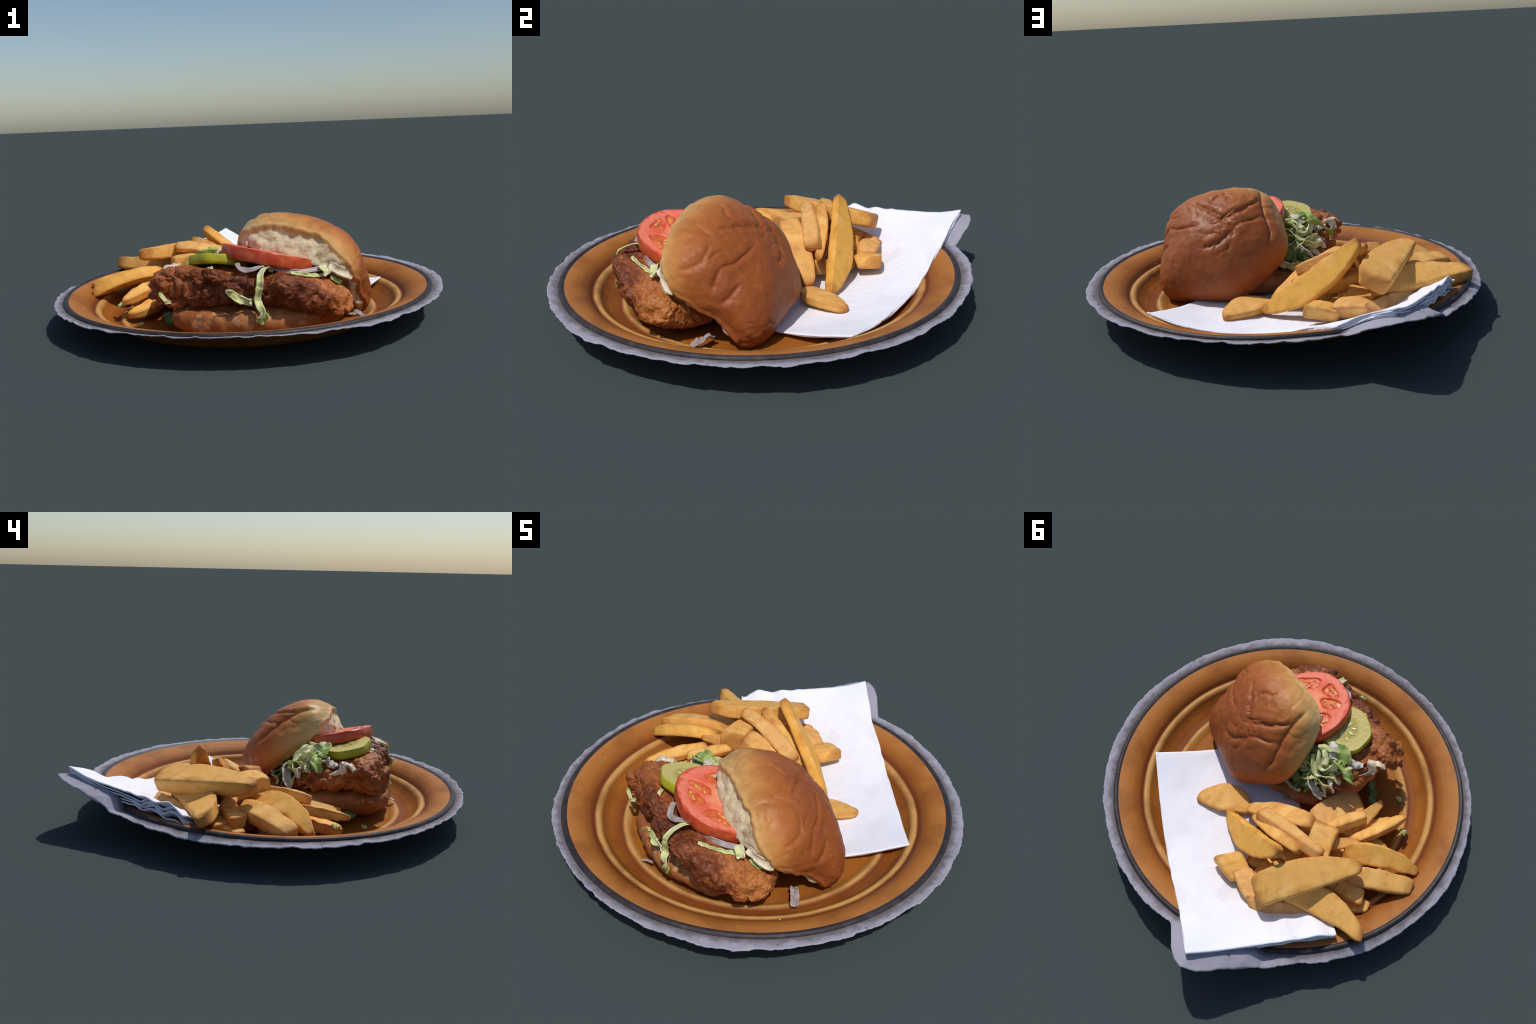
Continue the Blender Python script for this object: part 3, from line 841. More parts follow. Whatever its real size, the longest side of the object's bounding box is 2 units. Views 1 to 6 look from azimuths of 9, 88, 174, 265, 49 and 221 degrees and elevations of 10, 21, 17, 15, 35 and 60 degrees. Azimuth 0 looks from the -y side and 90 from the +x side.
def tomato_flesh_material():
    k = Mat("tomato_flesh", 0.5, 0.2)
    s = k.xyz()
    r = k.math("SQRT", k.math("ADD", k.math("MULTIPLY", s[0], s[0]), k.math("MULTIPLY", s[1], s[1])))
    r = k.math("ADD", r, k.math("MULTIPLY", k.math("SUBTRACT", k.noise(16, 4, 0.6), 0.5), 0.11))
    col = k.ramp(k.math("DIVIDE", r, 0.22), [(0.0, (0.88, 0.46, 0.27)), (0.30, (0.82, 0.26, 0.14)), (0.58, (0.72, 0.115, 0.060)), (0.74, (0.80, 0.175, 0.105)), (0.90, (0.82, 0.23, 0.15)), (0.985, (0.66, 0.085, 0.045))])
    pit = k.band(s[2], -0.003, -0.009)
    col = k.mix(pit, col, (0.52, 0.065, 0.03))
    k.color(col)
    k.bump(k.noise(60, 3), 0.12, 0.003)
    return k.m


tomato = bpy.data.objects.new("tomato_slice", None)
SC.objects.link(tomato)
tomato.parent = burger
tomato.matrix_world = TM
bpy.context.view_layer.update()


def capped(name, G, centre_first=True, centre_last=False, flip=False):
    r, c = G.shape[:2]
    v = list(G.reshape(-1, 3))
    f = grid_faces(r, c)
    if centre_first:
        v.append(G[0].mean(0))
        f += [(len(v) - 1, (j + 1) % c, j) for j in range(c)]
    if centre_last:
        v.append(G[-1].mean(0))
        f += [(len(v) - 1, (r - 1) * c + j, (r - 1) * c + (j + 1) % c) for j in range(c)]
    if flip:
        f = [tuple(reversed(x)) for x in f]
    return mesh(name, v, f)


part("tomato_flesh", capped("tomato_flesh", flesh, flip=True), tomato_flesh_material(), tomato, TM)
M_TSKIN = plain("tomato_skin", (0.50, 0.045, 0.018), (0.62, 0.11, 0.03), 14, 0.3, 0.5, 0.2)
part("tomato_skin", capped("tomato_skin", wall, False, True, flip=True), M_TSKIN, tomato, TM)
M_GEL = plain("tomato_gel", (0.60, 0.085, 0.03), (0.72, 0.20, 0.055), 30, 0.3, 0.35, 0.25)
M_SEED = plain("tomato_seed", (0.74, 0.38, 0.11), (0.66, 0.24, 0.06), 40, 0.25, 0.5, 0)


def lens(name, poly, z0, h, seed):
    c = poly.mean(0)
    rr = []
    for f_ in np.linspace(0.03, 1, 14):
        P = c + (poly - c) * f_
        z = z0 + h * (1 - f_ ** 4) + 0.004 * fbm(np.concatenate([P, 0 * P[:, :1]], 1), 45, 3, seed)
        rr.append(np.concatenate([P, z[:, None]], 1))
    rr.append(np.concatenate([poly, np.full((len(poly), 1), z0 - 0.006)], 1))
    return closed_grid(name, np.array(rr))


def ellipsoid(name, a, b, c, seg=12):
    rr = []
    for q in np.linspace(0.12, np.pi - 0.12, 9):
        t = np.linspace(0, 2 * np.pi, seg, endpoint=False)
        rr.append(np.stack([a * np.sin(q) * np.cos(t), b * np.sin(q) * np.sin(t), np.full(seg, c * np.cos(q))], 1))
    return closed_grid(name, np.array(rr))


SEED = ellipsoid("tomato_seed", 0.0085, 0.0052, 0.004)
SEED.materials.append(M_SEED)
for i, l in enumerate(LOCULES):
    part("tomato_gel", lens("tomato_gel", l * 0.995 + l.mean(0) * 0.005, -0.010, 0.006, i), M_GEL, tomato, TM)
    c = l.mean(0)
    for k in range(5):
        p = c + (l[rng.randrange(len(l))] - c) * rng.uniform(0.25, 0.72)
        o = bpy.data.objects.new("tomato_seed", SEED)
        SC.objects.link(o)
        SEED.polygons.foreach_set("use_smooth", [True] * len(SEED.polygons))
        o.parent = tomato
        o.matrix_world = TM @ Matrix.Translation((p[0], p[1], -0.0035)) @ Matrix.Rotation(rng.uniform(0, 6.28), 4, "Z")

KM = frame((-0.074, -0.391, 0.354), (0.037, 0.239, 1))
kt = np.linspace(0, 2 * np.pi, 160, endpoint=False)
kr = 0.129 * (1 + 0.026 * np.cos(2 * kt) + 0.02 * np.cos(7 * kt) + 0.012 * np.sin(4 * kt))
face_rows = [np.stack([kr * q * np.cos(kt), kr * q * np.sin(kt), 0.0022 * np.array([noise.fractal(Vector((a * q * 20, b * q * 20, 3.0)), 1, 2, 3) for a, b in zip(np.cos(kt), np.sin(kt))]) - 0.004 * (1 - q) ** 2 + 0.003 * q ** 6], 1)
             for q in np.linspace(0.02, 0.97, 40)]
kf = np.array(face_rows)
kw = [kf[-1]] + [np.stack([kr * q * np.cos(kt), kr * q * np.sin(kt), np.full(160, z)], 1) for q, z in
                 ((0.99, 0.002), (1.0, -0.002), (1.015, -0.014), (1.015, -0.028), (0.99, -0.040), (0.95, -0.042), (0.05, -0.042))]
kw = np.array(kw)
pickle_ = bpy.data.objects.new("pickle_slice", None)
SC.objects.link(pickle_)
pickle_.parent = burger
pickle_.matrix_world = KM
bpy.context.view_layer.update()


def bowed(G):
    """the slice droops a little towards the far side"""
    G = G.copy()
    G[..., 2] -= 0.6 * G[..., 0] ** 2
    return G


def pickle_material():
    k = Mat("pickle_flesh", 0.42, 0.25)
    s = k.xyz()
    r = k.math("SQRT", k.math("ADD", k.math("MULTIPLY", s[0], s[0]), k.math("MULTIPLY", s[1], s[1])))
    r = k.math("ADD", r, k.math("MULTIPLY", k.math("SUBTRACT", k.noise(24, 4), 0.5), 0.04))
    k.color(k.ramp(k.math("DIVIDE", r, 0.14), [(0.0, (0.50, 0.42, 0.12)), (0.4, (0.42, 0.35, 0.075)), (0.55, (0.60, 0.50, 0.165)), (0.90, (0.61, 0.52, 0.17)), (1.0, (0.48, 0.45, 0.09))]))
    k.bump(k.noise(40, 3), 0.12, 0.004)
    return k.m


M_KSEED = plain("pickle_seed", (0.66, 0.58, 0.26), (0.60, 0.52, 0.21), 40, 0.2, 0.5, 0)
part("pickle_flesh", capped("pickle_flesh", bowed(kf), flip=True), pickle_material(), pickle_, KM)
part("pickle_skin", capped("pickle_skin", bowed(kw), False, True, flip=True), plain("pickle_skin", (0.46, 0.43, 0.012), (0.36, 0.34, 0.02), 18, 0.35, 0.5, 0.3), pickle_, KM)
KSEED = ellipsoid("pickle_seed", 0.016, 0.0075, 0.0026)
KSEED.materials.append(M_KSEED)
KSEED.polygons.foreach_set("use_smooth", [True] * len(KSEED.polygons))
for k in range(8):
    a = k * 2 * math.pi / 8 + rng.uniform(-0.2, 0.2)
    q = rng.uniform(0.030, 0.062)
    o = bpy.data.objects.new("pickle_seed", KSEED)
    SC.objects.link(o)
    o.parent = pickle_
    o.matrix_world = KM @ Matrix.Translation((q * math.cos(a), q * math.sin(a), -0.0012 - 0.6 * (q * math.cos(a)) ** 2)) @ Matrix.Rotation(a + rng.uniform(-0.4, 0.4), 4, "Z")

# top bun: a dome tipped back off the sandwich, its lower edge on the plate
CB = np.array([0.2825, -0.1826, 0.2521])
ta, tb = 0.7308, 1.0171
BR, BH, BPW, BLOW = 0.3272, 0.2082, 2.1036, 0.058
nb = np.array([math.sin(ta) * math.cos(tb), math.sin(ta) * math.sin(tb), math.cos(ta)])
ub = np.array([math.cos(ta) * math.cos(tb), math.cos(ta) * math.sin(tb), -math.sin(ta)])
vb = np.cross(nb, ub)
BM = Matrix([[ub[0], vb[0], nb[0], CB[0]], [ub[1], vb[1], nb[1], CB[1]], [ub[2], vb[2], nb[2], CB[2]], [0, 0, 0, 1]])
nc = 300
bt = np.linspace(0, 2 * np.pi, nc, endpoint=False)
deg = np.degrees(bt)
gap = lambda c, s: np.exp(-(((deg - c + 180) % 360 - 180) / s) ** 2)
# squarish plan: a few waves round the rim, and a crown that is not quite level
PLAN = [(2, -0.0231, -0.0311), (3, 0.0008, -0.0197), (4, -0.0257, -0.0387), (5, -0.0340, 0.0159), (6, -0.0245, 0.0032)]
q0 = 1 + sum(c * np.cos(n * bt) + d * np.sin(n * bt) for n, c, d in PLAN)
edge_pts = np.stack([q0 * np.cos(bt), q0 * np.sin(bt)], 1)
support = (edge_pts @ edge_pts.T / np.linalg.norm(edge_pts, axis=1)).max(0)      # no hollows between the corners
facing = np.cos(bt[:, None] - bt[None, :])
convex = (np.where(facing > 0.05, support[None, :] / np.maximum(facing, 0.05), 9)).min(1)
q0 = 0.15 * q0 + 0.85 * convex
crown = -0.0238 * np.cos(bt) - 0.0023 * np.sin(bt) + 0.0051 * np.cos(2 * bt) + 0.0119 * np.sin(2 * bt)
low_q = -0.08 * gap(-60, 13)
face = smoothstep(140, 172, deg) * smoothstep(252, 222, deg)     # the side torn off towards the tomato
rows = []
for q in np.linspace(0.02, 0.5, 70) * np.pi:                       # dome
    f_ = np.pi / 2 - q
    h, r = BH * math.sin(f_) ** (2 / BPW), BR * math.cos(f_) ** (2 / BPW)
    k = float(smoothstep(0.09, -0.02, np.array(h)))
    rows.append(np.stack([r * (q0 + low_q * k) * np.cos(bt), r * (q0 + low_q * k) * np.sin(bt), h + crown * (r / BR) ** 2 * math.sin(f_)], 1))
for q in np.linspace(0.08, 1, 16):                                 # tucked lower side
    h = -BLOW * q
    h = h * (1 + 0.55 * face)
    r = BR * (1 - (0.10 + 0.04 * face) * q ** 2.2)
    rows.append(np.stack([r * (q0 + low_q) * np.cos(bt), r * (q0 + low_q) * np.sin(bt), h + 0 * bt], 1))
edge_row = len(rows)
for q in np.linspace(0.97, 0.03, 26):                              # hollow cut face
    r = BR * (0.90 - 0.04 * face) * q
    h = -BLOW * (1 + 0.55 * face * q) - 0.004 + 0.05 * (1 - q ** 2.5)
    rows.append(np.stack([r * (q0 + low_q * q) * np.cos(bt), r * (q0 + low_q * q) * np.sin(bt), h + 0 * bt], 1))
GB = np.array(rows)
NB = grid_normals(GB, True)
if (NB[30] * GB[30]).sum() < 0:
    NB = -NB
PB = GB.reshape(-1, 3)
CREASES = [  # (depth, width, points in the dome's own frame)
    (0.013, 0.013, [(-0.134, -0.119, 0.181), (-0.119, -0.083, 0.191), (-0.079, 0.02, 0.202), (-0.050, 0.083, 0.200), (-0.011, 0.143, 0.192), (0.03, 0.150, 0.19)]),
    (0.011, 0.012, [(-0.06, 0.083, 0.199), (-0.096, 0.126, 0.188), (-0.164, 0.161, 0.159), (-0.222, 0.181, 0.115)]),
    (0.011, 0.012, [(-0.014, 0.138, 0.193), (-0.065, 0.183, 0.176), (-0.098, 0.22, 0.153), (-0.132, 0.242, 0.127)]),
    (0.012, 0.013, [(-0.011, 0.143, 0.192), (0.049, 0.106, 0.197), (0.094, 0.066, 0.197), (0.109, 0.021, 0.198)]),
    (0.010, 0.010, [(0.003, -0.231, 0.162), (0.013, -0.171, 0.184), (0.008, -0.108, 0.199), (0.001, -0.044, 0.205)]),
    (0.009, 0.010, [(-0.158, -0.021, 0.188), (-0.187, -0.011, 0.179), (-0.218, 0.018, 0.165), (-0.24, -0.001, 0.153)]),
    (0.007, 0.010, [(-0.147, -0.022, 0.19), (-0.131, -0.001, 0.194)]),
    (0.006, 0.010, [(-0.205, 0.017, 0.172), (-0.187, 0.06, 0.175)]),
    (0.017, 0.017, [(-0.29, 0.135, 0.060), (-0.251, 0.177, 0.088), (-0.21, 0.208, 0.105), (-0.148, 0.245, 0.116), (-0.057, 0.289, 0.107), (0.012, 0.293, 0.108)]),
    (0.011, 0.015, [(0.044, -0.292, 0.106), (0.034, -0.27, 0.13), (0.002, -0.236, 0.156)]),
    (0.010, 0.014, [(0.119, -0.289, 0.078), (0.119, -0.258, 0.119), (0.101, -0.207, 0.159)]),
    (0.007, 0.010, [(-0.253, -0.195, 0.06), (-0.233, -0.188, 0.099), (-0.201, -0.192, 0.125)]),
    (0.008, 0.010, [(-0.125, 0.115, 0.185), (-0.076, 0.085, 0.198), (-0.048, 0.063, 0.202)]),
    (0.009, 0.012, [(-0.094, 0.111, 0.191), (-0.16, 0.163, 0.160), (-0.226, 0.182, 0.112)]),
    (0.008, 0.012, [(-0.082, -0.288, 0.06), (-0.06, -0.255, 0.125), (-0.09, -0.20, 0.165)]),
]
warpB = PB + 0.006 * np.stack([fbm(PB, 22, 3, 1), fbm(PB, 22, 3, 4), fbm(PB, 22, 3, 8)], 1)
dB = 0.005 * fbm(PB, 6, 3, 5) + 0.0022 * fbm(PB, 30, 3, 6)
def crease_frame(pts):
    """the creases were laid out on a dome tipped a few degrees further"""
    a, b = 0.7857, 0.9842
    n = np.array([math.sin(a) * math.cos(b), math.sin(a) * math.sin(b), math.cos(a)])
    u = np.array([math.cos(a) * math.cos(b), math.cos(a) * math.sin(b), -math.sin(a)])
    w = np.array([0.2864, -0.1862, 0.246]) + np.array(pts) @ np.stack([u, np.cross(n, u), n]) - CB
    loc = w @ np.stack([ub, vb, nb], 1)
    # drop each point on to the dome along its own direction
    d = loc / np.linalg.norm(loc, axis=1, keepdims=True)
    dome = PB[: 70 * nc]
    dn = dome / np.linalg.norm(dome, axis=1, keepdims=True)
    return np.array([dome[np.argmax(dn @ q)] for q in d])


# a net of fine shallow wrinkles over the whole skin
veil = np.exp(-(fbm(warpB, 6, 2, 31) / 0.045) ** 2) * smoothstep(-0.1, 0.35, fbm(PB, 5, 2, 40))
veil += 0.6 * np.exp(-(fbm(warpB, 11, 2, 37) / 0.05) ** 2) * smoothstep(0.0, 0.4, fbm(PB, 6, 2, 44))
dB -= 0.0040 * veil
for depth, width, pts in CREASES:
    pts = crease_frame(pts)
    d = np.full(len(PB), 9.0)
    along = np.zeros(len(PB))
    p = spline(pts, 5 * len(pts))
    for i, (a, b) in enumerate(zip(p[:-1], p[1:])):
        e = b - a
        t = np.clip(((warpB - a) @ e) / (e @ e), 0, 1)
        di = np.linalg.norm(warpB - (a + t[:, None] * e), axis=1)
        along = np.where(di < d, (i + t) / (len(p) - 1), along)
        d = np.minimum(d, di)
    fade = np.clip(np.minimum(along, 1 - along) * 5 + 0.25, 0, 1)
    dB -= fade * 0.95 * depth * np.exp(-np.abs(d / (width * 0.55)) ** 1.3)
    dB += fade * 0.20 * depth * np.exp(-((d - width * 2.4) / (1.4 * width)) ** 2)
# the torn crumb: how high it climbs round the rim
hc = np.interp(deg, [0, 60, 100, 130, 142, 165, 180, 200, 217, 231, 240, 262, 290, 310, 335, 360],
               [-0.072, -0.076, -0.074, -0.060, -0.045, 0.0, 0.034, 0.030, 0.030, 0.016, -0.010, -0.050, -0.030, -0.035, -0.06, -0.072])
hc = hc + 0.012 * fbm(np.stack([np.cos(bt), np.sin(bt), 0 * bt], 1), 5, 4, 3)
hcg = np.repeat(hc[None], len(rows), 0).reshape(-1)
hollow = np.repeat(np.arange(len(rows)) >= edge_row, nc)
torn = np.where(hollow, 1.0, smoothstep(0.012, -0.012, PB[:, 2] - hcg)) * np.where(hollow, 1.0, (PB[:, 2] < 0.08))
dent = np.repeat((smoothstep(150, 172, deg) * smoothstep(246, 222, deg))[None], len(rows), 0).reshape(-1) * (~hollow) * smoothstep(-0.085, -0.03, PB[:, 2])
dB = dB * (1 - torn) + torn * (-0.006 - 0.016 * dent + 0.013 * fbm(PB, 11, 4, 2) + 0.010 * (bumps(warpB, 24, 3) - 0.5))
dB += 0.006 * np.exp(-((PB[:, 2] - hcg - 0.016) / 0.010) ** 2) * (~hollow) * (1 - torn)
tail = np.exp(-(np.linalg.norm(PB - np.array([0.285, -0.215, -0.02]), axis=1) / 0.09) ** 2) * (1 - torn)
dB += tail * 0.008 * fbm(PB, 45, 3, 12)
GB = GB + NB * dB.reshape(len(rows), nc, 1)
# the low edge rests on the plate: flatten what would sink into it
world = GB.reshape(-1, 3) @ np.stack([ub, vb, nb]) + CB
sink = np.maximum(plate_z(world[:, :2]) + 0.002 - world[:, 2], 0)
GB = GB + (sink[:, None] * np.array([ub[2], vb[2], nb[2]])).reshape(len(rows), nc, 3)
faces_all = grid_faces(len(rows), nc)
crust_f, crumb_f = [], []
for fc in faces_all:
    i, j = fc[0] // nc, fc[0] % nc
    (crumb_f if (i >= edge_row - 1 or rows[i][j, 2] < hc[j]) else crust_f).append(fc)
V = list(GB.reshape(-1, 3)) + [GB[0].mean(0), GB[-1].mean(0)]
na = len(V) - 2
crust_f += [(na, (j + 1) % nc, j) for j in range(nc)]
crumb_f += [(na + 1, (len(rows) - 1) * nc + j, (len(rows) - 1) * nc + (j + 1) % nc) for j in range(nc)]
whole = fix(mesh("top_bun", V, crust_f + crumb_f))
vn = np.zeros(len(V) * 3)
whole.vertices.foreach_get("normal", vn)
vn = vn.reshape(-1, 3)
flip = [np.dot(vn[30 * nc], GB[30, 0]) < 0][0]
top_bun = bpy.data.objects.new("top_bun", None)
SC.objects.link(top_bun)
top_bun.parent = burger
top_bun.matrix_world = BM
bpy.context.view_layer.update()


def submesh(name, fs):
    used = sorted({q for x in fs for q in x})
    idx = {q: i for i, q in enumerate(used)}
    m = mesh(name, [V[q] for q in used], [tuple(idx[q] for q in x) for x in fs])
    m.polygons.foreach_set("use_smooth", [True] * len(m.polygons))
    if not m.polygons:
        return m
    m.normals_split_custom_set_from_vertices([tuple(-vn[q] if flip else vn[q]) for q in used])
    return m


test = mesh("probe", [V[q] for q in crust_f[2000]], [(0, 1, 2, 3)])
out_ok = np.dot(test.polygons[0].normal, V[crust_f[2000][0]]) > 0
bpy.data.meshes.remove(test)
if not out_ok:
    crust_f = [tuple(reversed(x)) for x in crust_f]
    crumb_f = [tuple(reversed(x)) for x in crumb_f]
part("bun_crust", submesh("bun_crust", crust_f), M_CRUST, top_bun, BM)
part("bun_crumb", submesh("bun_crumb", crumb_f), M_CRUMB, top_bun, BM)


# ------------------------------------------------- lettuce, cabbage, sauces
def ribbon(name, pts, width, side, mat, ruffle=0.25, thick=0.0045, seed=0, cup=0.3, parent=None, taper=0.35, lie=False, gap=0.010):
    """a limp shred: spine through pts, width across `side`, edges ruffled and cupped"""
    n, c = max(24, 9 * len(pts)), 11
    S = spline(pts, n)
    if lie:
        S = hug(S, gap, 0.09 if lie is True else lie)
    T = np.gradient(S, axis=0)
    T /= np.linalg.norm(T, axis=1, keepdims=True)
    side = np.array(side, float)
    G = np.zeros((n, c, 3))
    for i in range(n):
        t = i / (n - 1)
        w = side - T[i] * (side @ T[i])
        w /= max(np.linalg.norm(w), 1e-6)
        nn = np.cross(T[i], w)
        tw = 0.5 * ruffle * math.sin(t * 9 + seed)
        w, nn = w * math.cos(tw) + nn * math.sin(tw), nn * math.cos(tw) - w * math.sin(tw)
        wd = width * (1 - taper * abs(2 * t - 1) ** 3) * (1 + 0.22 * noise.noise(Vector((t * 5, seed * 3.7, 0))))
        for j in range(c):
            x = 2 * j / (c - 1) - 1
            lift = cup * width * 0.5 * x * x + ruffle * width * 0.4 * abs(x) * noise.noise(Vector((t * 6 + 3 * (x > 0), seed * 1.9, x)))
            G[i, j] = S[i] + w * wd / 2 * x + nn * lift
    return part(name, sheet(name, G, thick), mat, parent)


R = ribbon
# curled green leaf beside the pickle
R("lettuce_leaf", [(-0.080, -0.250, 0.340), (-0.115, -0.268, 0.350), (-0.150, -0.276, 0.348), (-0.182, -0.268, 0.333), (-0.200, -0.256, 0.312)], 0.062, (0.25, 0.95, -0.15), M_GREEN, 0.45, seed=1, cup=-0.5)
R("lettuce_leaf", [(-0.150, -0.228, 0.335), (-0.185, -0.218, 0.326), (-0.225, -0.215, 0.312), (-0.255, -0.218, 0.285), (-0.272, -0.226, 0.252)], 0.052, (-0.45, 0.85, 0.1), M_GREEN, 0.7, seed=2, cup=-0.4)
R("lettuce_shred", [(-0.060, -0.215, 0.335), (-0.085, -0.185, 0.330), (-0.110, -0.165, 0.305), (-0.140, -0.170, 0.295), (-0.165, -0.200, 0.310), (-0.165, -0.235, 0.340)], 0.038, (0.6, 0.5, 0.55), M_PALE, 0.6, seed=3)
R("lettuce_shred", [(-0.050, -0.190, 0.315), (-0.075, -0.155, 0.295), (-0.120, -0.140, 0.270), (-0.165, -0.155, 0.268), (-0.195, -0.175, 0.275)], 0.040, (0.5, 0.7, 0.5), M_PALE, 0.6, seed=4)
R("lettuce_shred", [(-0.040, -0.230, 0.350), (-0.075, -0.235, 0.352), (-0.105, -0.210, 0.335), (-0.125, -0.175, 0.320)], 0.042, (0.6, 0.7, 0.1), M_PALE, 0.7, seed=5)
R("lettuce_leaf", [(-0.02, -0.14, 0.250), (-0.05, -0.105, 0.235), (-0.075, -0.085, 0.205), (-0.085, -0.085, 0.175)], 0.10, (0.7, -0.5, 0.3), M_DEEP, 0.9, seed=6, thick=0.006)
R("lettuce_leaf", [(0.00, -0.09, 0.235), (-0.03, -0.065, 0.200), (-0.055, -0.055, 0.165)], 0.08, (0.8, -0.4, 0.3), M_DEEP, 0.9, seed=7, thick=0.006)
R("lettuce_shred", [(-0.02, -0.12, 0.200), (-0.08, -0.090, 0.188), (-0.14, -0.095, 0.170), (-0.18, -0.110, 0.165)], 0.045, (0.4, 0.2, 0.9), M_PALE, 0.7, seed=8)
R("lettuce_shred", [(0.02, -0.05, 0.19), (-0.03, -0.045, 0.170), (-0.08, -0.060, 0.160)], 0.05, (0.4, 0.4, 0.8), M_PALE, 0.7, seed=28)
# a compact heap of short shreds beside the bun
for k in range(17):
    a = rng.uniform(0, 6.283)
    cx, cy = -0.10 + rng.uniform(-0.085, 0.07), -0.175 + rng.uniform(-0.07, 0.07)
    l = rng.uniform(0.03, 0.055)
    z = 0.30 - 0.5 * max(0.0, cy + 0.19)
    pts = [(cx + math.cos(a + q * 0.5) * l * q, cy + math.sin(a + q * 0.5) * l * q, z) for q in (-1, -0.4, 0.3, 1)]
    R(("lettuce_shred", "cabbage_shred")[k % 7 == 3], pts, rng.uniform(0.034, 0.052), (-math.sin(a), math.cos(a), 0.15), M_CABBAGE if k % 7 == 3 else (M_PALE, M_GREEN)[k % 2], 0.7, 0.005, seed=60 + k, lie=0.12, gap=0.008 + 0.0022 * k)
# chopped white onion scattered over the heap
for k in range(5):
    cx, cy = -0.16 + rng.uniform(-0.11, 0.09), -0.19 + rng.uniform(-0.10, 0.07)
    a = rng.uniform(0, 6.283)
    l = rng.uniform(0.010, 0.020)
    pts = [(cx + math.cos(a) * l * q, cy + math.sin(a) * l * q, 0.31 - 0.5 * max(0.0, cy + 0.19)) for q in (-1, 0, 1)]
    R("onion_piece", pts, rng.uniform(0.014, 0.022), (-math.sin(a), math.cos(a), 0.2), M_CABBAGE, 0.3, 0.010, seed=90 + k, lie=0.12, gap=rng.uniform(0.012, 0.040))
# cabbage shreds
R("cabbage_shred", [(-0.080, -0.100, 0.245), (-0.105, -0.090, 0.225), (-0.140, -0.090, 0.195), (-0.170, -0.092, 0.170), (-0.188, -0.098, 0.155)], 0.048, (0.75, -0.65, 0.25), M_CABBAGE, 0.3, 0.008, seed=9)
R("cabbage_shred", [(-0.185, -0.155, 0.262), (-0.200, -0.140, 0.250), (-0.215, -0.135, 0.232), (-0.225, -0.135, 0.215)], 0.030, (0.8, -0.5, 0.2), M_CABBAGE, 0.3, 0.009, seed=10)
R("cabbage_shred", [(-0.090, -0.290, 0.360), (-0.105, -0.265, 0.358), (-0.125, -0.245, 0.345), (-0.140, -0.225, 0.330)], 0.045, (0.8, 0.4, 0.1), M_CABBAGE, 0.4, 0.010, seed=11)
R("cabbage_shred", [(-0.195, -0.270, 0.318), (-0.220, -0.280, 0.312), (-0.245, -0.290, 0.302), (-0.262, -0.300, 0.296)], 0.036, (0.5, 0.8, -0.3), M_CABBAGE, 0.4, 0.010, seed=12, lie=True)
R("lettuce_shred", [(-0.165, -0.185, 0.278), (-0.200, -0.180, 0.262), (-0.232, -0.185, 0.248)], 0.032, (0.5, 0.6, 0.5), M_PALE, 0.4, 0.008, seed=13)
R("lettuce_shred", [(-0.09, -0.145, 0.270), (-0.13, -0.125, 0.252), (-0.17, -0.125, 0.240), (-0.205, -0.140, 0.240)], 0.034, (0.3, 0.3, 0.9), M_PALE, 0.5, 0.006, seed=14)
R("lettuce_shred", [(-0.15, -0.14, 0.225), (-0.185, -0.115, 0.195), (-0.195, -0.105, 0.17)], 0.026, (0.8, -0.4, 0.3), M_PALE, 0.5, 0.006, seed=15)
# sauce dripped on the chicken
R("sauce_drip", [(-0.265, -0.345, 0.306), (-0.288, -0.352, 0.307), (-0.318, -0.372, 0.303), (-0.352, -0.385, 0.292)], 0.030, (0.5, -0.8, 0.0), M_SAUCE, 0.5, 0.012, seed=16, lie=True, cup=-0.2)
R("sauce_drip", [(-0.282, -0.350, 0.308), (-0.300, -0.325, 0.296), (-0.312, -0.305, 0.280)], 0.040, (0.8, 0.5, 0.0), M_SAUCE, 0.5, 0.012, seed=17, lie=True, cup=-0.2)
# shreds over the front edge
R("lettuce_shred", [(0.185, -0.540, 0.325), (0.165, -0.575, 0.330), (0.150, -0.625, 0.315), (0.152, -0.672, 0.285), (0.138, -0.676, 0.240), (0.143, -0.676, 0.195), (0.160, -0.676, 0.160), (0.142, -0.668, 0.118)], 0.029, (0.95, 0.1, -0.1), M_PALE, 0.9, seed=18, lie=0.03)
R("lettuce_shred", [(0.175, -0.676, 0.160), (0.158, -0.674, 0.136), (0.140, -0.668, 0.112)], 0.038, (0.9, 0.0, 0.3), M_GREEN, 0.6, seed=19)
R("lettuce_shred", [(0.010, -0.672, 0.250), (0.035, -0.678, 0.225), (0.065, -0.680, 0.200), (0.095, -0.678, 0.185), (0.100, -0.676, 0.215)], 0.034, (0.2, 0.1, 0.95), M_PALE, 0.9, seed=20, lie=True)
R("onion_shred", [(0.035, -0.545, 0.345), (0.045, -0.565, 0.332), (0.075, -0.590, 0.322), (0.115, -0.592, 0.328), (0.155, -0.575, 0.338)], 0.026, (0.3, 0.8, 0.4), M_ONION, 0.6, 0.006, seed=21)
R("onion_shred", [(0.17, -0.55, 0.33), (0.25, -0.54, 0.305), (0.33, -0.51, 0.300), (0.39, -0.475, 0.305)], 0.024, (0.2, 0.6, 0.6), M_ONION, 0.5, 0.006, seed=23)
R("lettuce_shred", [(0.270, -0.590, 0.294), (0.300, -0.570, 0.298), (0.345, -0.540, 0.302), (0.385, -0.505, 0.310), (0.405, -0.485, 0.316)], 0.016, (0.4, 0.6, 0.5), M_PALE, 0.6, seed=24, lie=True)
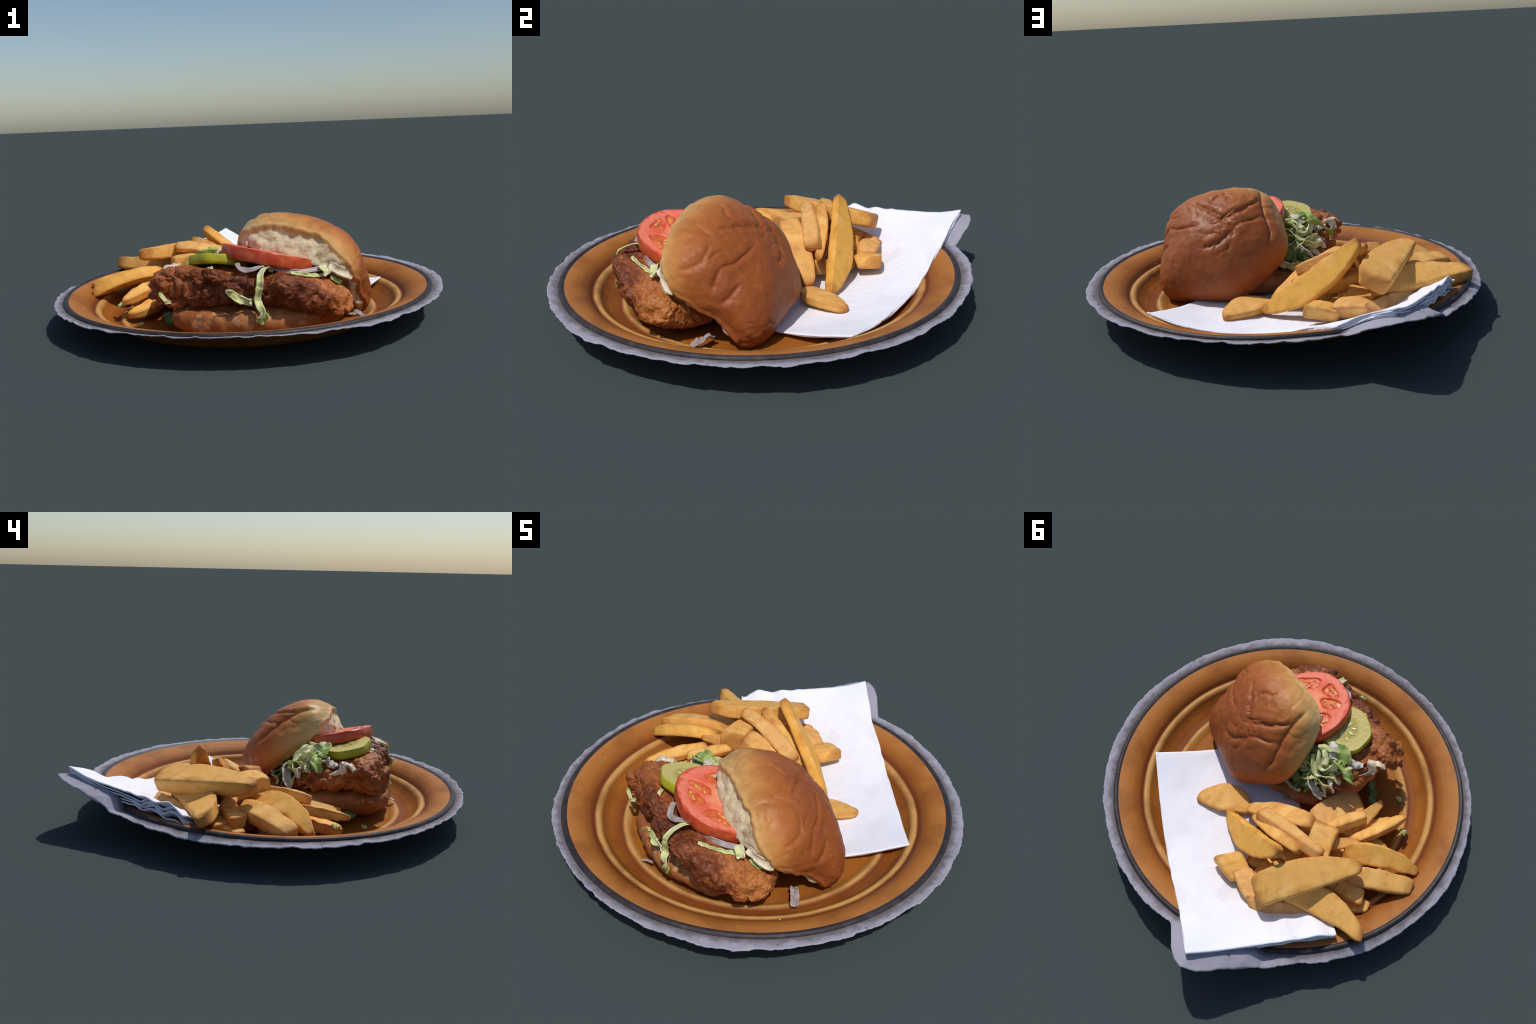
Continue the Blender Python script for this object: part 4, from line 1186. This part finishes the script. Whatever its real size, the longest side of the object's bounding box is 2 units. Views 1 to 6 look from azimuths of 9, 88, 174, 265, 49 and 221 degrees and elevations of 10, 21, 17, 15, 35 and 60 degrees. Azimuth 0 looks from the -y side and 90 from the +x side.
R("lettuce_shred", [(0.385, -0.480, 0.318), (0.400, -0.485, 0.310), (0.412, -0.490, 0.296), (0.420, -0.490, 0.280)], 0.040, (0.7, 0.6, 0.0), M_PALE, 0.4, seed=25)
R("lettuce_shred", [(0.430, -0.455, 0.262), (0.455, -0.440, 0.248), (0.475, -0.425, 0.236)], 0.022, (0.4, 0.6, 0.3), M_GREEN, 0.5, seed=26, lie=True)
R("lettuce_shred", [(-0.315, -0.590, 0.205), (-0.295, -0.603, 0.195), (-0.275, -0.608, 0.190)], 0.018, (0.1, 0.2, 0.9), M_PALE, 0.5, seed=27, lie=True)
R("lettuce_shred", [(-0.10, -0.500, 0.338), (-0.085, -0.530, 0.336), (-0.070, -0.545, 0.330)], 0.018, (0.9, 0.3, 0.2), M_PALE, 0.6, seed=29, lie=True)
# mayonnaise squeezed out along the lip of the top bun
R("mayonnaise", [(0.425, -0.462, 0.318), (0.460, -0.447, 0.296), (0.495, -0.428, 0.274), (0.525, -0.405, 0.258)], 0.045, (0.25, 0.3, 0.75), M_MAYO, 0.35, 0.010, seed=30, parent=top_bun)
R("mayonnaise", [(0.050, -0.338, 0.405), (0.040, -0.320, 0.385), (0.025, -0.262, 0.358), (0.010, -0.210, 0.335), (0.000, -0.155, 0.303)], 0.040, (0.3, 0.5, 0.8), M_MAYO, 0.35, 0.010, seed=31, parent=top_bun)
# scraps on the plate
R("parsley_scrap", [(-0.265, -0.405, 0.046), (-0.295, -0.390, 0.056), (-0.325, -0.365, 0.052), (-0.345, -0.335, 0.050)], 0.050, (0.5, 0.8, 0.3), M_DEEP, 0.8, seed=32)
R("parsley_scrap", [(-0.330, -0.330, 0.048), (-0.355, -0.318, 0.060), (-0.375, -0.300, 0.055)], 0.040, (0.5, 0.8, 0.5), M_DEEP, 0.8, seed=33)
R("parsley_scrap", [(-0.440, -0.425, 0.040), (-0.455, -0.423, 0.046), (-0.472, -0.420, 0.041)], 0.022, (0.3, 0.9, 0.1), M_GREEN, 0.7, seed=34)
R("parsley_scrap", [(-0.585, -0.275, 0.09), (-0.600, -0.262, 0.098), (-0.612, -0.245, 0.094)], 0.03, (0.3, 0.9, 0.2), M_GREEN, 0.7, seed=35)
R("cabbage_shred", [(0.500, -0.265, 0.046), (0.528, -0.285, 0.056), (0.555, -0.310, 0.054), (0.585, -0.335, 0.046)], 0.040, (0.6, 0.6, 0.2), M_ONION, 0.6, 0.006, seed=36)
R("cabbage_shred", [(-0.04, -0.675, 0.040), (-0.02, -0.660, 0.045), (0.01, -0.650, 0.048)], 0.012, (0.3, 0.9, 0.1), M_ONION, 0.4, 0.005, seed=37)

# salt grains fallen on the plate, too small to count
vs, fs = [], []
for k in range(6):
    a, r = rng.uniform(0, 6.283), rng.uniform(0.45, 0.85)
    x, y = PC[0] + r * math.cos(a), PC[1] + r * math.sin(a)
    z = float(plate_z(np.array([[x, y]]))[0])
    s = rng.uniform(0.0012, 0.0025)
    b = len(vs)
    for dx in (-1, 1):
        for dy in (-1, 1):
            for dz in (-0.6, 1):
                vs.append((x + dx * s * rng.uniform(0.7, 1.4), y + dy * s, z + dz * s))
    fs += [tuple(b + q for q in t) for t in ((0, 1, 3, 2), (4, 6, 7, 5), (0, 4, 5, 1), (2, 3, 7, 6), (0, 2, 6, 4), (1, 5, 7, 3))]
salt = obj("salt_grains", fix(mesh("salt_grains", vs, fs)), M_SALT, plate, smooth=False)
salt.matrix_world = Matrix.Identity(4)
salt["kind"] = "stuff"
